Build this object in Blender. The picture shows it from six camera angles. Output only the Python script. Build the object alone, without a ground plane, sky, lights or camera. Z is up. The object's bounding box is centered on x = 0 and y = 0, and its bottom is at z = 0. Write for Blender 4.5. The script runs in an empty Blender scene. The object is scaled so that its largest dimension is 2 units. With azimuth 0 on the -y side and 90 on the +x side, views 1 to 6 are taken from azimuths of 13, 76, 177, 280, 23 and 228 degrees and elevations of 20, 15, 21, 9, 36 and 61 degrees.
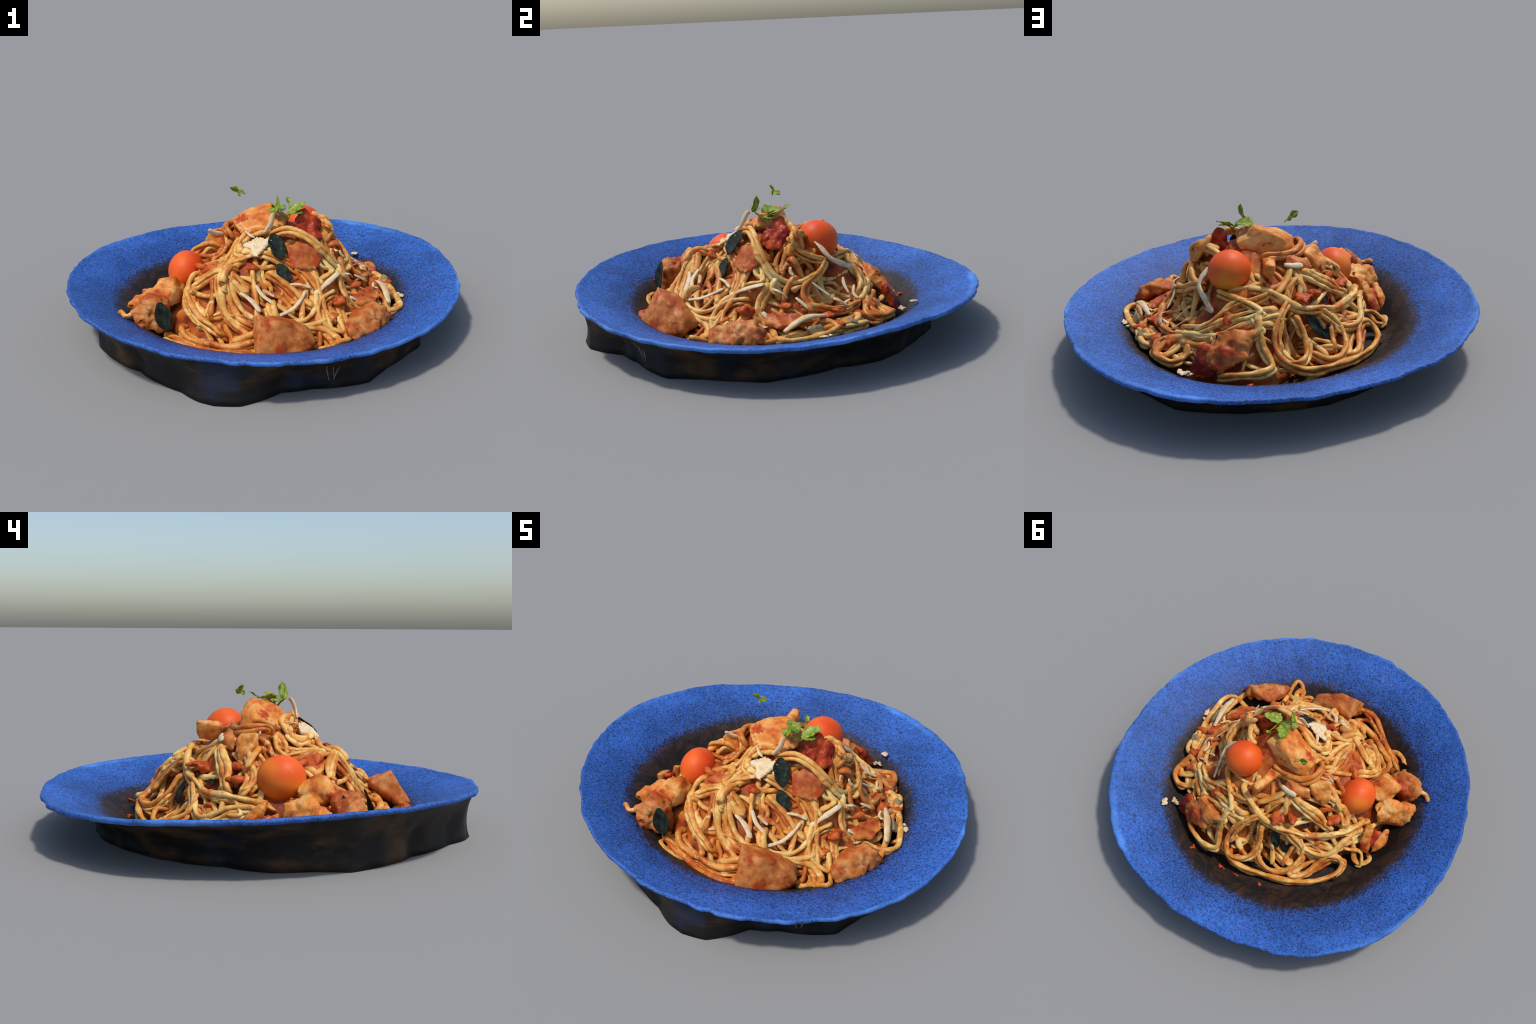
# A plate of spaghetti with chicken, cherry tomatoes, cheese shavings and parsley.
# Two things: the glazed plate, and the pasta heap that lies in it.
import bpy, bmesh, math, random
import numpy as np
from mathutils import Vector, Matrix, noise

random.seed(11)
TAU = math.tau


# ------------------------------------------------------------------ materials
class Graph:
    """Small helper that wires shader nodes."""

    def __init__(self, name):
        self.mat = bpy.data.materials.new(name)
        self.mat.use_nodes = True
        self.tree = self.mat.node_tree
        self.bsdf = self.tree.nodes["Principled BSDF"]
        self.coord = self.tree.nodes.new("ShaderNodeTexCoord").outputs["Object"]

    def put(self, socket, value):
        if hasattr(value, "is_output"):
            self.tree.links.new(value, socket)
        else:
            if hasattr(socket.default_value, "__len__") and len(socket.default_value) == 4 and len(value) == 3:
                value = (*value, 1.0)
            socket.default_value = value

    def node(self, kind, settings=None, **inputs):
        n = self.tree.nodes.new(kind)
        for k, v in (settings or {}).items():
            setattr(n, k, v)
        for k, v in inputs.items():
            self.put(n.inputs[k.replace("_", " ")], v)
        return n

    def noise(self, scale, detail=3.0, rough=0.55, vector=None, distort=0.0):
        return self.node("ShaderNodeTexNoise", Vector=vector or self.coord, Scale=scale, Detail=detail, Roughness=rough, Distortion=distort).outputs["Fac"]

    def stretch(self, scale, rotation=(0, 0, 0)):
        return self.node("ShaderNodeMapping", Vector=self.coord, Scale=scale, Rotation=rotation).outputs[0]

    def math(self, op, a, b=0.0):
        n = self.tree.nodes.new("ShaderNodeMath")
        n.operation = op
        self.put(n.inputs[0], a)
        self.put(n.inputs[1], b)
        return n.outputs[0]

    def step(self, value, low, high, to_low=0.0, to_high=1.0):
        n = self.tree.nodes.new("ShaderNodeMapRange")
        n.interpolation_type = "SMOOTHSTEP"
        for k, v in zip(("Value", "From Min", "From Max", "To Min", "To Max"), (value, low, high, to_low, to_high)):
            self.put(n.inputs[k], v)
        return n.outputs["Result"]

    def mix(self, fac, a, b, blend="MIX"):
        n = self.tree.nodes.new("ShaderNodeMix")
        n.data_type, n.blend_type = "RGBA", blend
        self.put(n.inputs[0], fac)
        self.put(n.inputs[6], a)
        self.put(n.inputs[7], b)
        return n.outputs[2]

    def ramp(self, fac, *stops):
        n = self.tree.nodes.new("ShaderNodeValToRGB")
        els = n.color_ramp.elements
        while len(els) < len(stops):
            els.new(0.5)
        for e, (p, c) in zip(els, stops):
            e.position, e.color = p, (*c, 1.0)
        self.put(n.inputs[0], fac)
        return n.outputs[0]

    def random(self):
        return self.tree.nodes.new("ShaderNodeObjectInfo").outputs["Random"]

    def bump(self, height, strength, distance=0.01):
        n = self.node("ShaderNodeBump", Strength=strength, Distance=distance, Height=height)
        self.put(self.bsdf.inputs["Normal"], n.outputs[0])

    def done(self, color, rough=0.5, specular=0.4, **more):
        self.put(self.bsdf.inputs["Base Color"], color)
        self.put(self.bsdf.inputs["Roughness"], rough)
        self.put(self.bsdf.inputs["Specular IOR Level"], specular)
        for k, v in more.items():
            self.put(self.bsdf.inputs[k.replace("_", " ")], v)
        return self.mat


def glaze_material():
    g = Graph("speckled_blue_glaze")
    grain = g.noise(120, 3, 0.65)
    coarse = g.noise(48, 4, 0.65)
    cloud = g.noise(3.2, 3, 0.6)
    blue = g.mix(g.step(cloud, 0.35, 0.68), (0.020, 0.090, 0.345), (0.030, 0.122, 0.465))  # blues darkened overall, partly to suit the shaded far rim
    blue = g.mix(g.math("MULTIPLY", g.step(g.noise(2.1, 2), 0.55, 0.75), 0.25), blue, (0.065, 0.075, 0.30))
    blue = g.mix(g.step(g.math("ADD", grain, g.math("MULTIPLY", coarse, 0.4)), 0.74, 1.0), blue, (0.060, 0.185, 0.60))
    # distance from the middle of the plate decides the glaze zones
    sep = g.node("ShaderNodeSeparateXYZ", Vector=g.coord)
    flat = g.node("ShaderNodeCombineXYZ", X=sep.outputs[0], Y=sep.outputs[1]).outputs[0]
    radius = g.node("ShaderNodeVectorMath", {"operation": "LENGTH"})
    g.tree.links.new(flat, radius.inputs[0])
    radius = radius.outputs["Value"]
    # the glaze breaks: denser dark specks and deeper blue towards the well
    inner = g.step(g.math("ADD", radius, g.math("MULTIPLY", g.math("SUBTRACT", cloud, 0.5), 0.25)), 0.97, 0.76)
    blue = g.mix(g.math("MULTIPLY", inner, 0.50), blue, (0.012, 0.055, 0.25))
    blue = g.mix(g.math("MULTIPLY", g.step(coarse, 0.52, 0.34), 0.55), blue, (0.010, 0.036, 0.14))
    thresh = g.math("ADD", grain, g.math("MULTIPLY", inner, -0.045))
    blue = g.mix(g.step(thresh, 0.47, 0.36), blue, (0.008, 0.018, 0.060))
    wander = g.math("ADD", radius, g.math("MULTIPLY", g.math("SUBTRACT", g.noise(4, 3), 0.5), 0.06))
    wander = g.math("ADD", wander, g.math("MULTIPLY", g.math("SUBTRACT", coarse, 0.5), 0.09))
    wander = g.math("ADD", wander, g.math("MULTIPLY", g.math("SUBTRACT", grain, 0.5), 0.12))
    # lip painted paler in arcs for the highlight along its edge
    lip = g.step(g.math("ADD", radius, g.math("MULTIPLY", g.math("SUBTRACT", g.noise(23, 3), 0.5), 0.04)), 0.978, 1.002)
    blue = g.mix(g.math("MULTIPLY", lip, g.step(g.noise(2.2, 3), 0.45, 0.70)), blue, (0.09, 0.27, 0.72))
    # swirled brown streaks in the dark well
    swirl = g.node("ShaderNodeTexNoise", Vector=g.stretch((6, 6, 6)), Scale=1.0, Detail=5.0, Roughness=0.65, Distortion=2.5).outputs["Fac"]
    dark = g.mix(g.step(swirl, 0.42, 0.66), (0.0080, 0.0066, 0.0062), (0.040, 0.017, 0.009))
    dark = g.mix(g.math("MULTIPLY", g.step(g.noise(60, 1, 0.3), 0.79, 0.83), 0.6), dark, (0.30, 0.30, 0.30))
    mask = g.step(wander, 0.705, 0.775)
    g.bump(g.math("ADD", grain, g.math("MULTIPLY", coarse, 1.5)), 0.4, 0.004)
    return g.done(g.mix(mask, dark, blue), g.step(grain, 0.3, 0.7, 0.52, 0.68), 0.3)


def base_material():
    g = Graph("dark_fired_clay")
    folds = g.noise(1.0, 3, 0.55, vector=g.stretch((5, 5, 12), (0.35, 0.2, 0)))
    patch = g.noise(2.6, 3, 0.6)
    brown = g.mix(g.step(folds, 0.40, 0.66), (0.0110, 0.0095, 0.0092), (0.075, 0.040, 0.016))
    color = g.mix(g.step(patch, 0.38, 0.60), (0.0080, 0.0078, 0.0085), brown)
    color = g.mix(g.math("MULTIPLY", g.step(g.noise(3.5, 2), 0.60, 0.74), 0.7), color, (0.010, 0.022, 0.055))  # bluish sheen of the foot painted in as patches
    g.bump(g.noise(22, 4), 0.25, 0.01)
    return g.done(color, 0.62, 0.25)


def noodle_material():
    g = Graph("sauced_noodle")
    broad = g.noise(7, 3, 0.6)
    fine = g.noise(38, 3, 0.6)
    shift = g.math("MULTIPLY", g.math("SUBTRACT", g.random(), 0.5), 0.22)
    sauce = g.math("ADD", g.math("ADD", g.math("MULTIPLY", broad, 0.75), g.math("MULTIPLY", fine, 0.28)), shift)
    # baked shading put into the tint: browner noodles in front, yellower behind
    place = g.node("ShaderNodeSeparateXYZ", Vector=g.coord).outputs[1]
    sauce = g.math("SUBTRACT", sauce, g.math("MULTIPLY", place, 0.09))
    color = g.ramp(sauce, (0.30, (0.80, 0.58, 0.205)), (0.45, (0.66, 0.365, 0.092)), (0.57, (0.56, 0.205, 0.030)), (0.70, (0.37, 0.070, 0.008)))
    smear = g.noise(17, 4, 0.65, distort=0.8)
    color = g.mix(g.math("MULTIPLY", g.step(smear, 0.52, 0.66), 0.85), color, (0.52, 0.125, 0.014))
    color = g.mix(g.math("MULTIPLY", g.step(smear, 0.44, 0.32), 0.55), color, (0.84, 0.66, 0.29))
    color = g.mix(g.step(g.noise(95, 2), 0.74, 0.80), color, (0.20, 0.06, 0.02))
    g.bump(fine, 0.25, 0.004)
    return g.done(color, 0.46, 0.28)


def sauce_material():
    g = Graph("tomato_sauce")
    broad = g.noise(9, 4, 0.6)
    color = g.ramp(broad, (0.32, (0.10, 0.016, 0.005)), (0.46, (0.30, 0.050, 0.009)), (0.60, (0.48, 0.125, 0.020)), (0.74, (0.58, 0.24, 0.050)))
    g.bump(g.noise(40, 3), 0.4, 0.01)
    return g.done(color, 0.55, 0.2)


def chicken_material(name, pale, tan, brown):
    g = Graph(name)
    fibre = g.noise(1.0, 4, 0.6, vector=g.stretch((7, 16, 11), (0.5, 0.4, 0.8)))
    patch = g.noise(11, 3, 0.6)
    color = g.ramp(fibre, (0.34, brown), (0.50, tan), (0.66, pale))
    thread = g.noise(1.0, 5, 0.65, vector=g.stretch((22, 70, 40), (0.5, 0.4, 0.8)))
    color = g.mix(g.math("MULTIPLY", g.step(thread, 0.55, 0.75), 0.4), color, pale)
    color = g.mix(g.math("MULTIPLY", g.step(thread, 0.46, 0.30), 0.4), color, brown)
    color = g.mix(g.step(patch, 0.55, 0.66), color, (0.38, 0.045, 0.007))
    g.bump(g.math("ADD", thread, g.noise(30, 2)), 0.35, 0.006)
    return g.done(color, 0.48, 0.22)


def tomato_material():
    g = Graph("cherry_tomato_skin")
    color = g.ramp(g.noise(4.2, 2, 0.5), (0.36, (0.66, 0.055, 0.007)), (0.52, (0.72, 0.105, 0.010)), (0.68, (0.72, 0.24, 0.020)))
    color = g.mix(g.step(g.noise(120, 1), 0.74, 0.80), color, (0.85, 0.34, 0.10))
    return g.done(color, 0.50, 0.26)


def cheese_material():
    g = Graph("shaved_hard_cheese")
    color = g.ramp(g.noise(16, 3), (0.36, (0.60, 0.38, 0.17)), (0.55, (0.66, 0.54, 0.35)), (0.70, (0.54, 0.28, 0.10)))
    g.bump(g.noise(60, 3), 0.3, 0.004)
    return g.done(color, 0.52, 0.35)


def leaf_material(name, light, mid, dark, through):
    g = Graph(name)
    vein = g.noise(1.0, 3, 0.55, vector=g.stretch((60, 60, 24)))
    color = g.ramp(vein, (0.32, dark), (0.5, mid), (0.70, light))
    mat = g.done(color, 0.45 if through else 0.7, 0.4 if through else 0.15)
    if through:
        t = g.tree
        glow = t.nodes.new("ShaderNodeBsdfTranslucent")
        t.links.new(color, glow.inputs["Color"])
        mixer = t.nodes.new("ShaderNodeMixShader")
        mixer.inputs[0].default_value = through
        out = t.nodes["Material Output"]
        t.links.new(g.bsdf.outputs[0], mixer.inputs[1])
        t.links.new(glow.outputs[0], mixer.inputs[2])
        t.links.new(mixer.outputs[0], out.inputs["Surface"])
    return mat


def plain_material(name, a, b, scale, rough=0.5):
    g = Graph(name)
    f = g.noise(scale, 3)
    g.bump(f, 0.3, 0.005)
    return g.done(g.ramp(f, (0.35, a), (0.65, b)), rough, 0.22)


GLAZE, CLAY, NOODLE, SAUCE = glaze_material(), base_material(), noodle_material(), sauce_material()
CHICKEN = chicken_material("braised_chicken", (0.56, 0.25, 0.075), (0.45, 0.125, 0.022), (0.30, 0.052, 0.009))
PALE_CHICKEN = chicken_material("pale_chicken", (0.74, 0.42, 0.14), (0.64, 0.23, 0.038), (0.48, 0.095, 0.013))
PEPPER = plain_material("cooked_red_pepper", (0.22, 0.010, 0.004), (0.50, 0.075, 0.014), 12, 0.4)
PULP = plain_material("tomato_pulp", (0.34, 0.026, 0.005), (0.52, 0.12, 0.018), 22, 0.5)
TOMATO, CHEESE = tomato_material(), cheese_material()
PARSLEY = leaf_material("fresh_parsley", (0.46, 0.54, 0.085), (0.27, 0.37, 0.030), (0.095, 0.18, 0.010), 0.3)
DARK_PATCH = leaf_material("blackish_green", (0.030, 0.045, 0.025), (0.010, 0.016, 0.012), (0.005, 0.006, 0.006), 0.0)
SAUCED = plain_material("sauced_chicken", (0.34, 0.040, 0.007), (0.60, 0.22, 0.045), 14, 0.48)
MUSHROOM = plain_material("cooked_mushroom", (0.20, 0.14, 0.06), (0.46, 0.36, 0.18), 15, 0.45)
STREAK = plain_material("modelled_reflection", (0.16, 0.14, 0.14), (0.30, 0.30, 0.33), 40, 0.5)


# ------------------------------------------------------------------ helpers
def root(name, label, category):
    o = bpy.data.objects.new(name, None)
    o.empty_display_size = 0.1
    o["label"], o["category"] = label, category
    bpy.context.scene.collection.objects.link(o)
    return o


def add(name, mesh, material, parent, smooth=True, **props):
    mesh.materials.clear()
    mesh.materials.append(material)
    mesh.polygons.foreach_set("use_smooth", [smooth] * len(mesh.polygons))
    o = bpy.data.objects.new(name, mesh)
    o.parent = parent
    for k, v in props.items():
        o[k] = v
    bpy.context.scene.collection.objects.link(o)
    return o


def mesh_of(name, verts, faces):
    m = bpy.data.meshes.new(name)
    m.from_pydata([tuple(map(float, v)) for v in verts], [], faces)
    m.update()
    return m


def rings_mesh(name, rings, cap_first=False, cap_last=False):
    """Quad strips through closed rings that all have the same number of points."""
    k = len(rings[0])
    verts = [p for r in rings for p in r]
    faces = []
    for i in range(len(rings) - 1):
        a, b = i * k, (i + 1) * k
        faces += [(a + j, a + (j + 1) % k, b + (j + 1) % k, b + j) for j in range(k)]
    if cap_first:
        faces.append(tuple(range(k))[::-1])
    if cap_last:
        faces.append(tuple(range(len(verts) - k, len(verts))))
    return mesh_of(name, verts, faces)


def wave(t, c):
    """Fourier series around the plate: c = mean, cos1, sin1, cos2, sin2, ..."""
    s = c[0] + 0 * t
    for k in range(1, len(c) // 2 + 1):
        s = s + c[2 * k - 1] * np.cos(k * t) + c[2 * k] * np.sin(k * t)
    return s


def bumps(t, seed, *waves):
    rnd = random.Random(seed)
    s = 0 * t
    for n, amp in waves:
        s = s + amp * np.sin(n * t + rnd.uniform(0, TAU))
    return s


def spline(points, spacing):
    """Catmull-Rom curve through points, resampled at even spacing."""
    p = np.array(points, float)
    if len(p) == 2:
        p = np.array([p[0], (p[0] + p[1]) / 2, p[1]])
    p = np.vstack([2 * p[0] - p[1], p, 2 * p[-1] - p[-2]])
    out = []
    for i in range(1, len(p) - 2):
        a, b, c, d = p[i - 1 : i + 3]
        u = np.linspace(0, 1, 16, endpoint=False)[:, None]
        out.append(0.5 * (2 * b + (c - a) * u + (2 * a - 5 * b + 4 * c - d) * u**2 + (3 * b - a - 3 * c + d) * u**3))
    q = np.vstack(out + [p[-2:-1]])
    d = np.concatenate([[0], np.cumsum(np.linalg.norm(np.diff(q, axis=0), axis=1))])
    n = max(4, int(d[-1] / spacing))
    s = np.linspace(0, d[-1], n + 1)
    return np.stack([np.interp(s, d, q[:, i]) for i in range(3)], 1)


def sweep(name, path, width, height, sides=10, up=Vector((0, 0, 1)), taper=0.55, square=1.0, wobble=0.1, seed=0, twist=0.0):
    """Tube along a path; width across, height along 'up'. square < 1 gives flatter sides."""
    rings, n = [], len(path)
    for i, p in enumerate(path):
        t = Vector(path[min(i + 1, n - 1)] - path[max(i - 1, 0)]).normalized()
        side = t.cross(up)
        if side.length < 0.2:
            side = t.cross(Vector((0.7, 0.7, 0.1)))
        side.normalize()
        upv = side.cross(t)
        if twist:
            a = twist * noise.noise(Vector((seed * 1.9, i * 0.045, 4.0)))
            side, upv = side * math.cos(a) + upv * math.sin(a), upv * math.cos(a) - side * math.sin(a)
        u = i / (n - 1)
        end = min(u, 1 - u) * (n - 1)
        k = taper + (1 - taper) * min(1.0, end / 1.6)
        w1 = 1 + wobble * noise.noise(Vector((seed * 7.1, i * 0.17, 1.0)))
        w2 = 1 + wobble * noise.noise(Vector((seed * 3.7, i * 0.15, 9.0)))
        ring = []
        for j in range(sides):
            a = TAU * j / sides
            c, s = math.cos(a), math.sin(a)
            c, s = math.copysign(abs(c) ** square, c), math.copysign(abs(s) ** square, s)
            ring.append(Vector(p) + side * (c * width * k * w1) + upv * (s * height * k * w2))
        rings.append(ring)
    return rings_mesh(name, rings, True, True)


def blob(name, corners, voxel=0.009, rounding=3, rough=0.012, grain=13.0, seed=0):
    """Lump of food: the hull of a few corner points, rounded, then roughened with noise."""
    bm = bmesh.new()
    for c in corners:
        bm.verts.new(c)
    hull = bmesh.ops.convex_hull(bm, input=bm.verts)
    loose = [v for v in bm.verts if not v.link_faces]
    bmesh.ops.delete(bm, geom=loose, context="VERTS")
    bmesh.ops.recalc_face_normals(bm, faces=bm.faces)
    m = bpy.data.meshes.new(name)
    bm.to_mesh(m)
    bm.free()
    tmp = bpy.data.objects.new("helper", m)
    bpy.context.scene.collection.objects.link(tmp)
    r = tmp.modifiers.new("r", "REMESH")
    r.mode, r.voxel_size = "VOXEL", voxel
    s = tmp.modifiers.new("s", "SMOOTH")
    s.iterations, s.factor = rounding, 0.5
    dg = bpy.context.evaluated_depsgraph_get()
    out = bpy.data.meshes.new_from_object(tmp.evaluated_get(dg))
    bpy.data.objects.remove(tmp)
    out.name = name
    off = Vector((seed * 5.3, seed * 1.7, seed * 2.9))
    for v in out.vertices:
        q = v.co * grain + off
        h = noise.fractal(q, 0.9, 2.1, 4) + 1.6 * min(0.35, abs(noise.noise(q * 0.8 + off)))  # lobes parted by creases
        v.co += v.normal * (rough * (h - 0.30) + 0.003)
    out.update()
    return out


# ------------------------------------------------------------------ plate
plate = root("plate", "large blue speckled stoneware plate with dark centre", "plate")
N = 420
T = np.linspace(0, TAU, N, endpoint=False)
RIM = wave(T, [0.9948, 0.0094, 0.0082, 0.0024, -0.0008, -0.01, 0.0087, -0.0032, -0.0106, 0.0014, -0.0004])
RIM = RIM * 1.004


def chips(seed, amount):
    """Irregular worn edge: soft facets with a few sharp nicks."""
    out = []
    for t in T:
        q = Vector((math.cos(t), math.sin(t), seed))
        soft = noise.noise(q * 5.0) * 0.6 + noise.noise(q * 12.0) * 0.6 + noise.noise(q * 25.0) * 0.3
        nick = max(0.0, abs(noise.noise(q * 8.0 + Vector((3, 1, 2)))) * -2.2 + 0.25)
        out.append(amount * (soft - 1.5 * nick))
    return np.array(out)


EDGE = chips(3.3, 0.0130)
RIM_Z = wave(T, [0.219, -0.0182, -0.014, 0.0011, 0.014, 0.0, -0.0005])
RIM_Z = RIM_Z + chips(8.1, 0.0045) + 0.003
RIM_Z = RIM_Z + 0.012 * np.exp(-(((np.degrees(T) - 20 + 180) % 360 - 180) / 38) ** 2)  # the rim lifts a little on one side

# depth of the well and slope of the broad rim, by distance from the middle
WELL = [(0, 0.014), (0.50, 0.014), (0.56, 0.020), (0.60, 0.034), (0.64, 0.062), (0.68, 0.096), (0.72, 0.123), (0.85, 0.173), (1.0, 0.218)]


def plate_z(r, tilt=0.0):
    return np.interp(r, [a for a, _ in WELL], [b for _, b in WELL]) + tilt * np.clip((r - 0.55) / 0.45, 0, 1) ** 0.8


def ring_at(r, z):
    return [(r[i] * math.cos(T[i]), r[i] * math.sin(T[i]), z[i]) for i in range(N)]


tilt = RIM_Z - 0.218
rings = []
for f in (0.02, 0.25, 0.45, 0.52, 0.56, 0.58, 0.60, 0.62, 0.64, 0.66, 0.68, 0.70, 0.72, 0.74, 0.78, 0.82, 0.86, 0.90, 0.935, 0.96, 0.978):
    r = RIM * f + EDGE * max(0.0, (f - 0.90) / 0.10) ** 1.5
    swell = 0.016 * np.exp(-(((np.degrees(T) - 162) / 38) ** 2)) * math.exp(-(((f - 0.655) / 0.055) ** 2))  # thrown unevenly: one side of the well is shallower
    rings.append(ring_at(r, plate_z(f + 0 * T, tilt) + swell))
for f, dz in ((0.990, 0.0015), (0.997, -0.002), (1.0, -0.009), (0.997, -0.017), (0.988, -0.023), (0.974, -0.026)):
    rings.append(ring_at(RIM * f + EDGE, RIM_Z + dz - 0.002))


def resting_z(x, y):
    """Height of the plate's upper surface under a place."""
    t = math.atan2(y, x) % TAU
    return float(plate_z(math.hypot(x, y), float(np.interp(t, T, tilt, period=TAU))))


dish = rings_mesh("glazed_dish", rings, True)
add("glazed_dish", dish, GLAZE, plate)

# rough, lobed outline where the foot meets the table: degrees, radius
FOOT = [(6, 0.782), (21, 0.817), (36, 0.80), (46, 0.79), (56, 0.813), (73, 0.765), (91, 0.737), (107, 0.737), (123, 0.721), (145, 0.704),
        (162, 0.715), (180, 0.725), (193, 0.795), (205, 0.800), (215, 0.857), (228, 0.845), (240, 0.832), (252, 0.865), (259, 0.892), (266, 0.947),
        (270, 0.967), (277, 0.957), (282, 0.910), (288, 0.855), (297, 0.848), (307, 0.888), (314, 0.906), (324, 0.857), (332, 0.855), (343, 0.864), (351, 0.828)]
deg = np.degrees(T)
foot_r = np.interp(deg, [a - 360 for a, _ in FOOT] + [a for a, _ in FOOT] + [a + 360 for a, _ in FOOT], [b for _, b in FOOT] * 3)
rings = []
for k, (w, h, pinch) in enumerate([(1.0, 1.0, 0), (0.86, 0.93, 0), (0.62, 0.82, 0.002), (0.36, 0.67, 0.006), (0.17, 0.49, 0.010), (0.06, 0.30, 0.010), (0.01, 0.13, 0.005), (0.0, 0.0, 0)]):
    crease = bumps(T, 9, (14, 0.004), (23, 0.006), (37, 0.004)) * (1 - w) * (0.3 if h == 0 else 1)
    r = foot_r + (RIM * 0.978 + EDGE - foot_r) * w - pinch + crease
    under = plate_z(r / RIM, tilt) - 0.016
    rings.append(ring_at(r, np.minimum((RIM_Z - 0.026) * h, under)))
add("foot", rings_mesh("foot", rings, False, True), CLAY, plate)

# thin pale slivers modelled for light reflected off the foot
for a0, a1, z0, z1 in ((300.6, 302.2, 0.125, 0.035), (304.6, 303.4, 0.11, 0.035), (302.6, 303.6, 0.115, 0.05)):
    pts = []
    for u in np.linspace(0, 1, 7):
        a, z = math.radians(a0 + (a1 - a0) * u), z0 + (z1 - z0) * u
        i = int(round((a % TAU) / TAU * N)) % N
        col = np.array([np.hypot(r[i][0], r[i][1]) for r in rings]), np.array([r[i][2] for r in rings])
        rr = np.interp(z, col[1][::-1], col[0][::-1])
        pts.append((rr * math.cos(a), rr * math.sin(a), z))
    add("reflection_sliver", sweep("reflection_sliver", spline(pts, 0.012), 0.0022, 0.0022, 6), STREAK, plate)


# ------------------------------------------------------------------ pasta heap
pasta = root("spaghetti", "heap of saucy spaghetti with chicken and tomatoes", "pasta")

# contour lines of the heap: height, then radius around (0.04, -0.01) as a Fourier series
CONTOURS = [(0.02, [0.600, 0.031, -0.022, -0.011, 0.031, -0.007, -0.020]), (0.06, [0.590, 0.031, -0.022, -0.011, 0.031, -0.007, -0.020]),
            (0.12, [0.548, 0.030, -0.011, 0.015, 0.045, 0.000, -0.025]), (0.18, [0.509, 0.014, -0.008, -0.001, 0.041, -0.006, -0.015]),
            (0.24, [0.453, 0.009, -0.008, -0.007, 0.038, -0.001, -0.015]), (0.30, [0.399, 0.008, -0.006, -0.005, 0.039, 0.009, -0.010]),
            (0.36, [0.342, 0.011, -0.003, 0.002, 0.036, 0.016, -0.002]), (0.42, [0.271, 0.027, 0.008, 0.026, 0.017, -0.003, 0.007]),
            (0.47, [0.205, 0.033, -0.001, 0.043, 0.013, -0.004, 0.013]), (0.51, [0.11, 0.02, 0, 0.02, 0.01, 0, 0])]
HEAP = np.array([0.04, -0.01])


def heap_z(x, y):
    """Height of the heap's outer skin above a place on the plate."""
    d = np.array([x, y]) - HEAP
    t, r = math.atan2(d[1], d[0]), math.hypot(*d)
    radii = [float(wave(np.array(t), c)) for _, c in CONTOURS]
    return float(np.interp(r, [0.0] + radii[::-1], [0.53] + [z for z, _ in CONTOURS][::-1]))


# places where the heap is open and one looks into the sauce between bridging noodles: x, y, width, depth
HOLLOWS = [(0.385, 0.175, 0.085, 0.13), (-0.115, 0.385, 0.105, 0.13), (-0.165, -0.125, 0.090, 0.08), (0.10, -0.36, 0.06, 0.03), (0.30, -0.05, 0.05, 0.03), (-0.35, 0.10, 0.09, 0.04)]


def hollow(x, y):
    return sum(d * math.exp(-((x - a) ** 2 + (y - b) ** 2) / (w * w)) for a, b, w, d in HOLLOWS)


INSET = 0.040
tt = np.linspace(0, TAU, 160, endpoint=False)
rings = []
for z, c in CONTOURS:
    r = wave(tt, c) - INSET
    rings.append([(HEAP[0] + r[i] * math.cos(tt[i]), HEAP[1] + r[i] * math.sin(tt[i]), z - 0.008) for i in range(len(tt))])
core = rings_mesh("sauce", rings, False, True)
bm = bmesh.new()
bm.from_mesh(core)
bmesh.ops.subdivide_edges(bm, edges=[e for e in bm.edges if abs(e.verts[0].co.z - e.verts[1].co.z) > 0.02], cuts=3, use_grid_fill=True)
for v in bm.verts:
    q = v.co * 9
    v.co += Vector((v.co.x, v.co.y, 0.25)).normalized() * (0.022 * noise.fractal(q, 1.0, 2.0, 3))
    v.co -= Vector((v.co.x, v.co.y, 0.30)).normalized() * hollow(v.co.x, v.co.y)
    v.co.z = max(v.co.z, 0.02)
bm.to_mesh(core)
bm.free()
add("sauce", core, SAUCE, pasta)

noodle_count = 0


MAIN = 0.0150  # half-width of the noodles that lie on top


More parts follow.
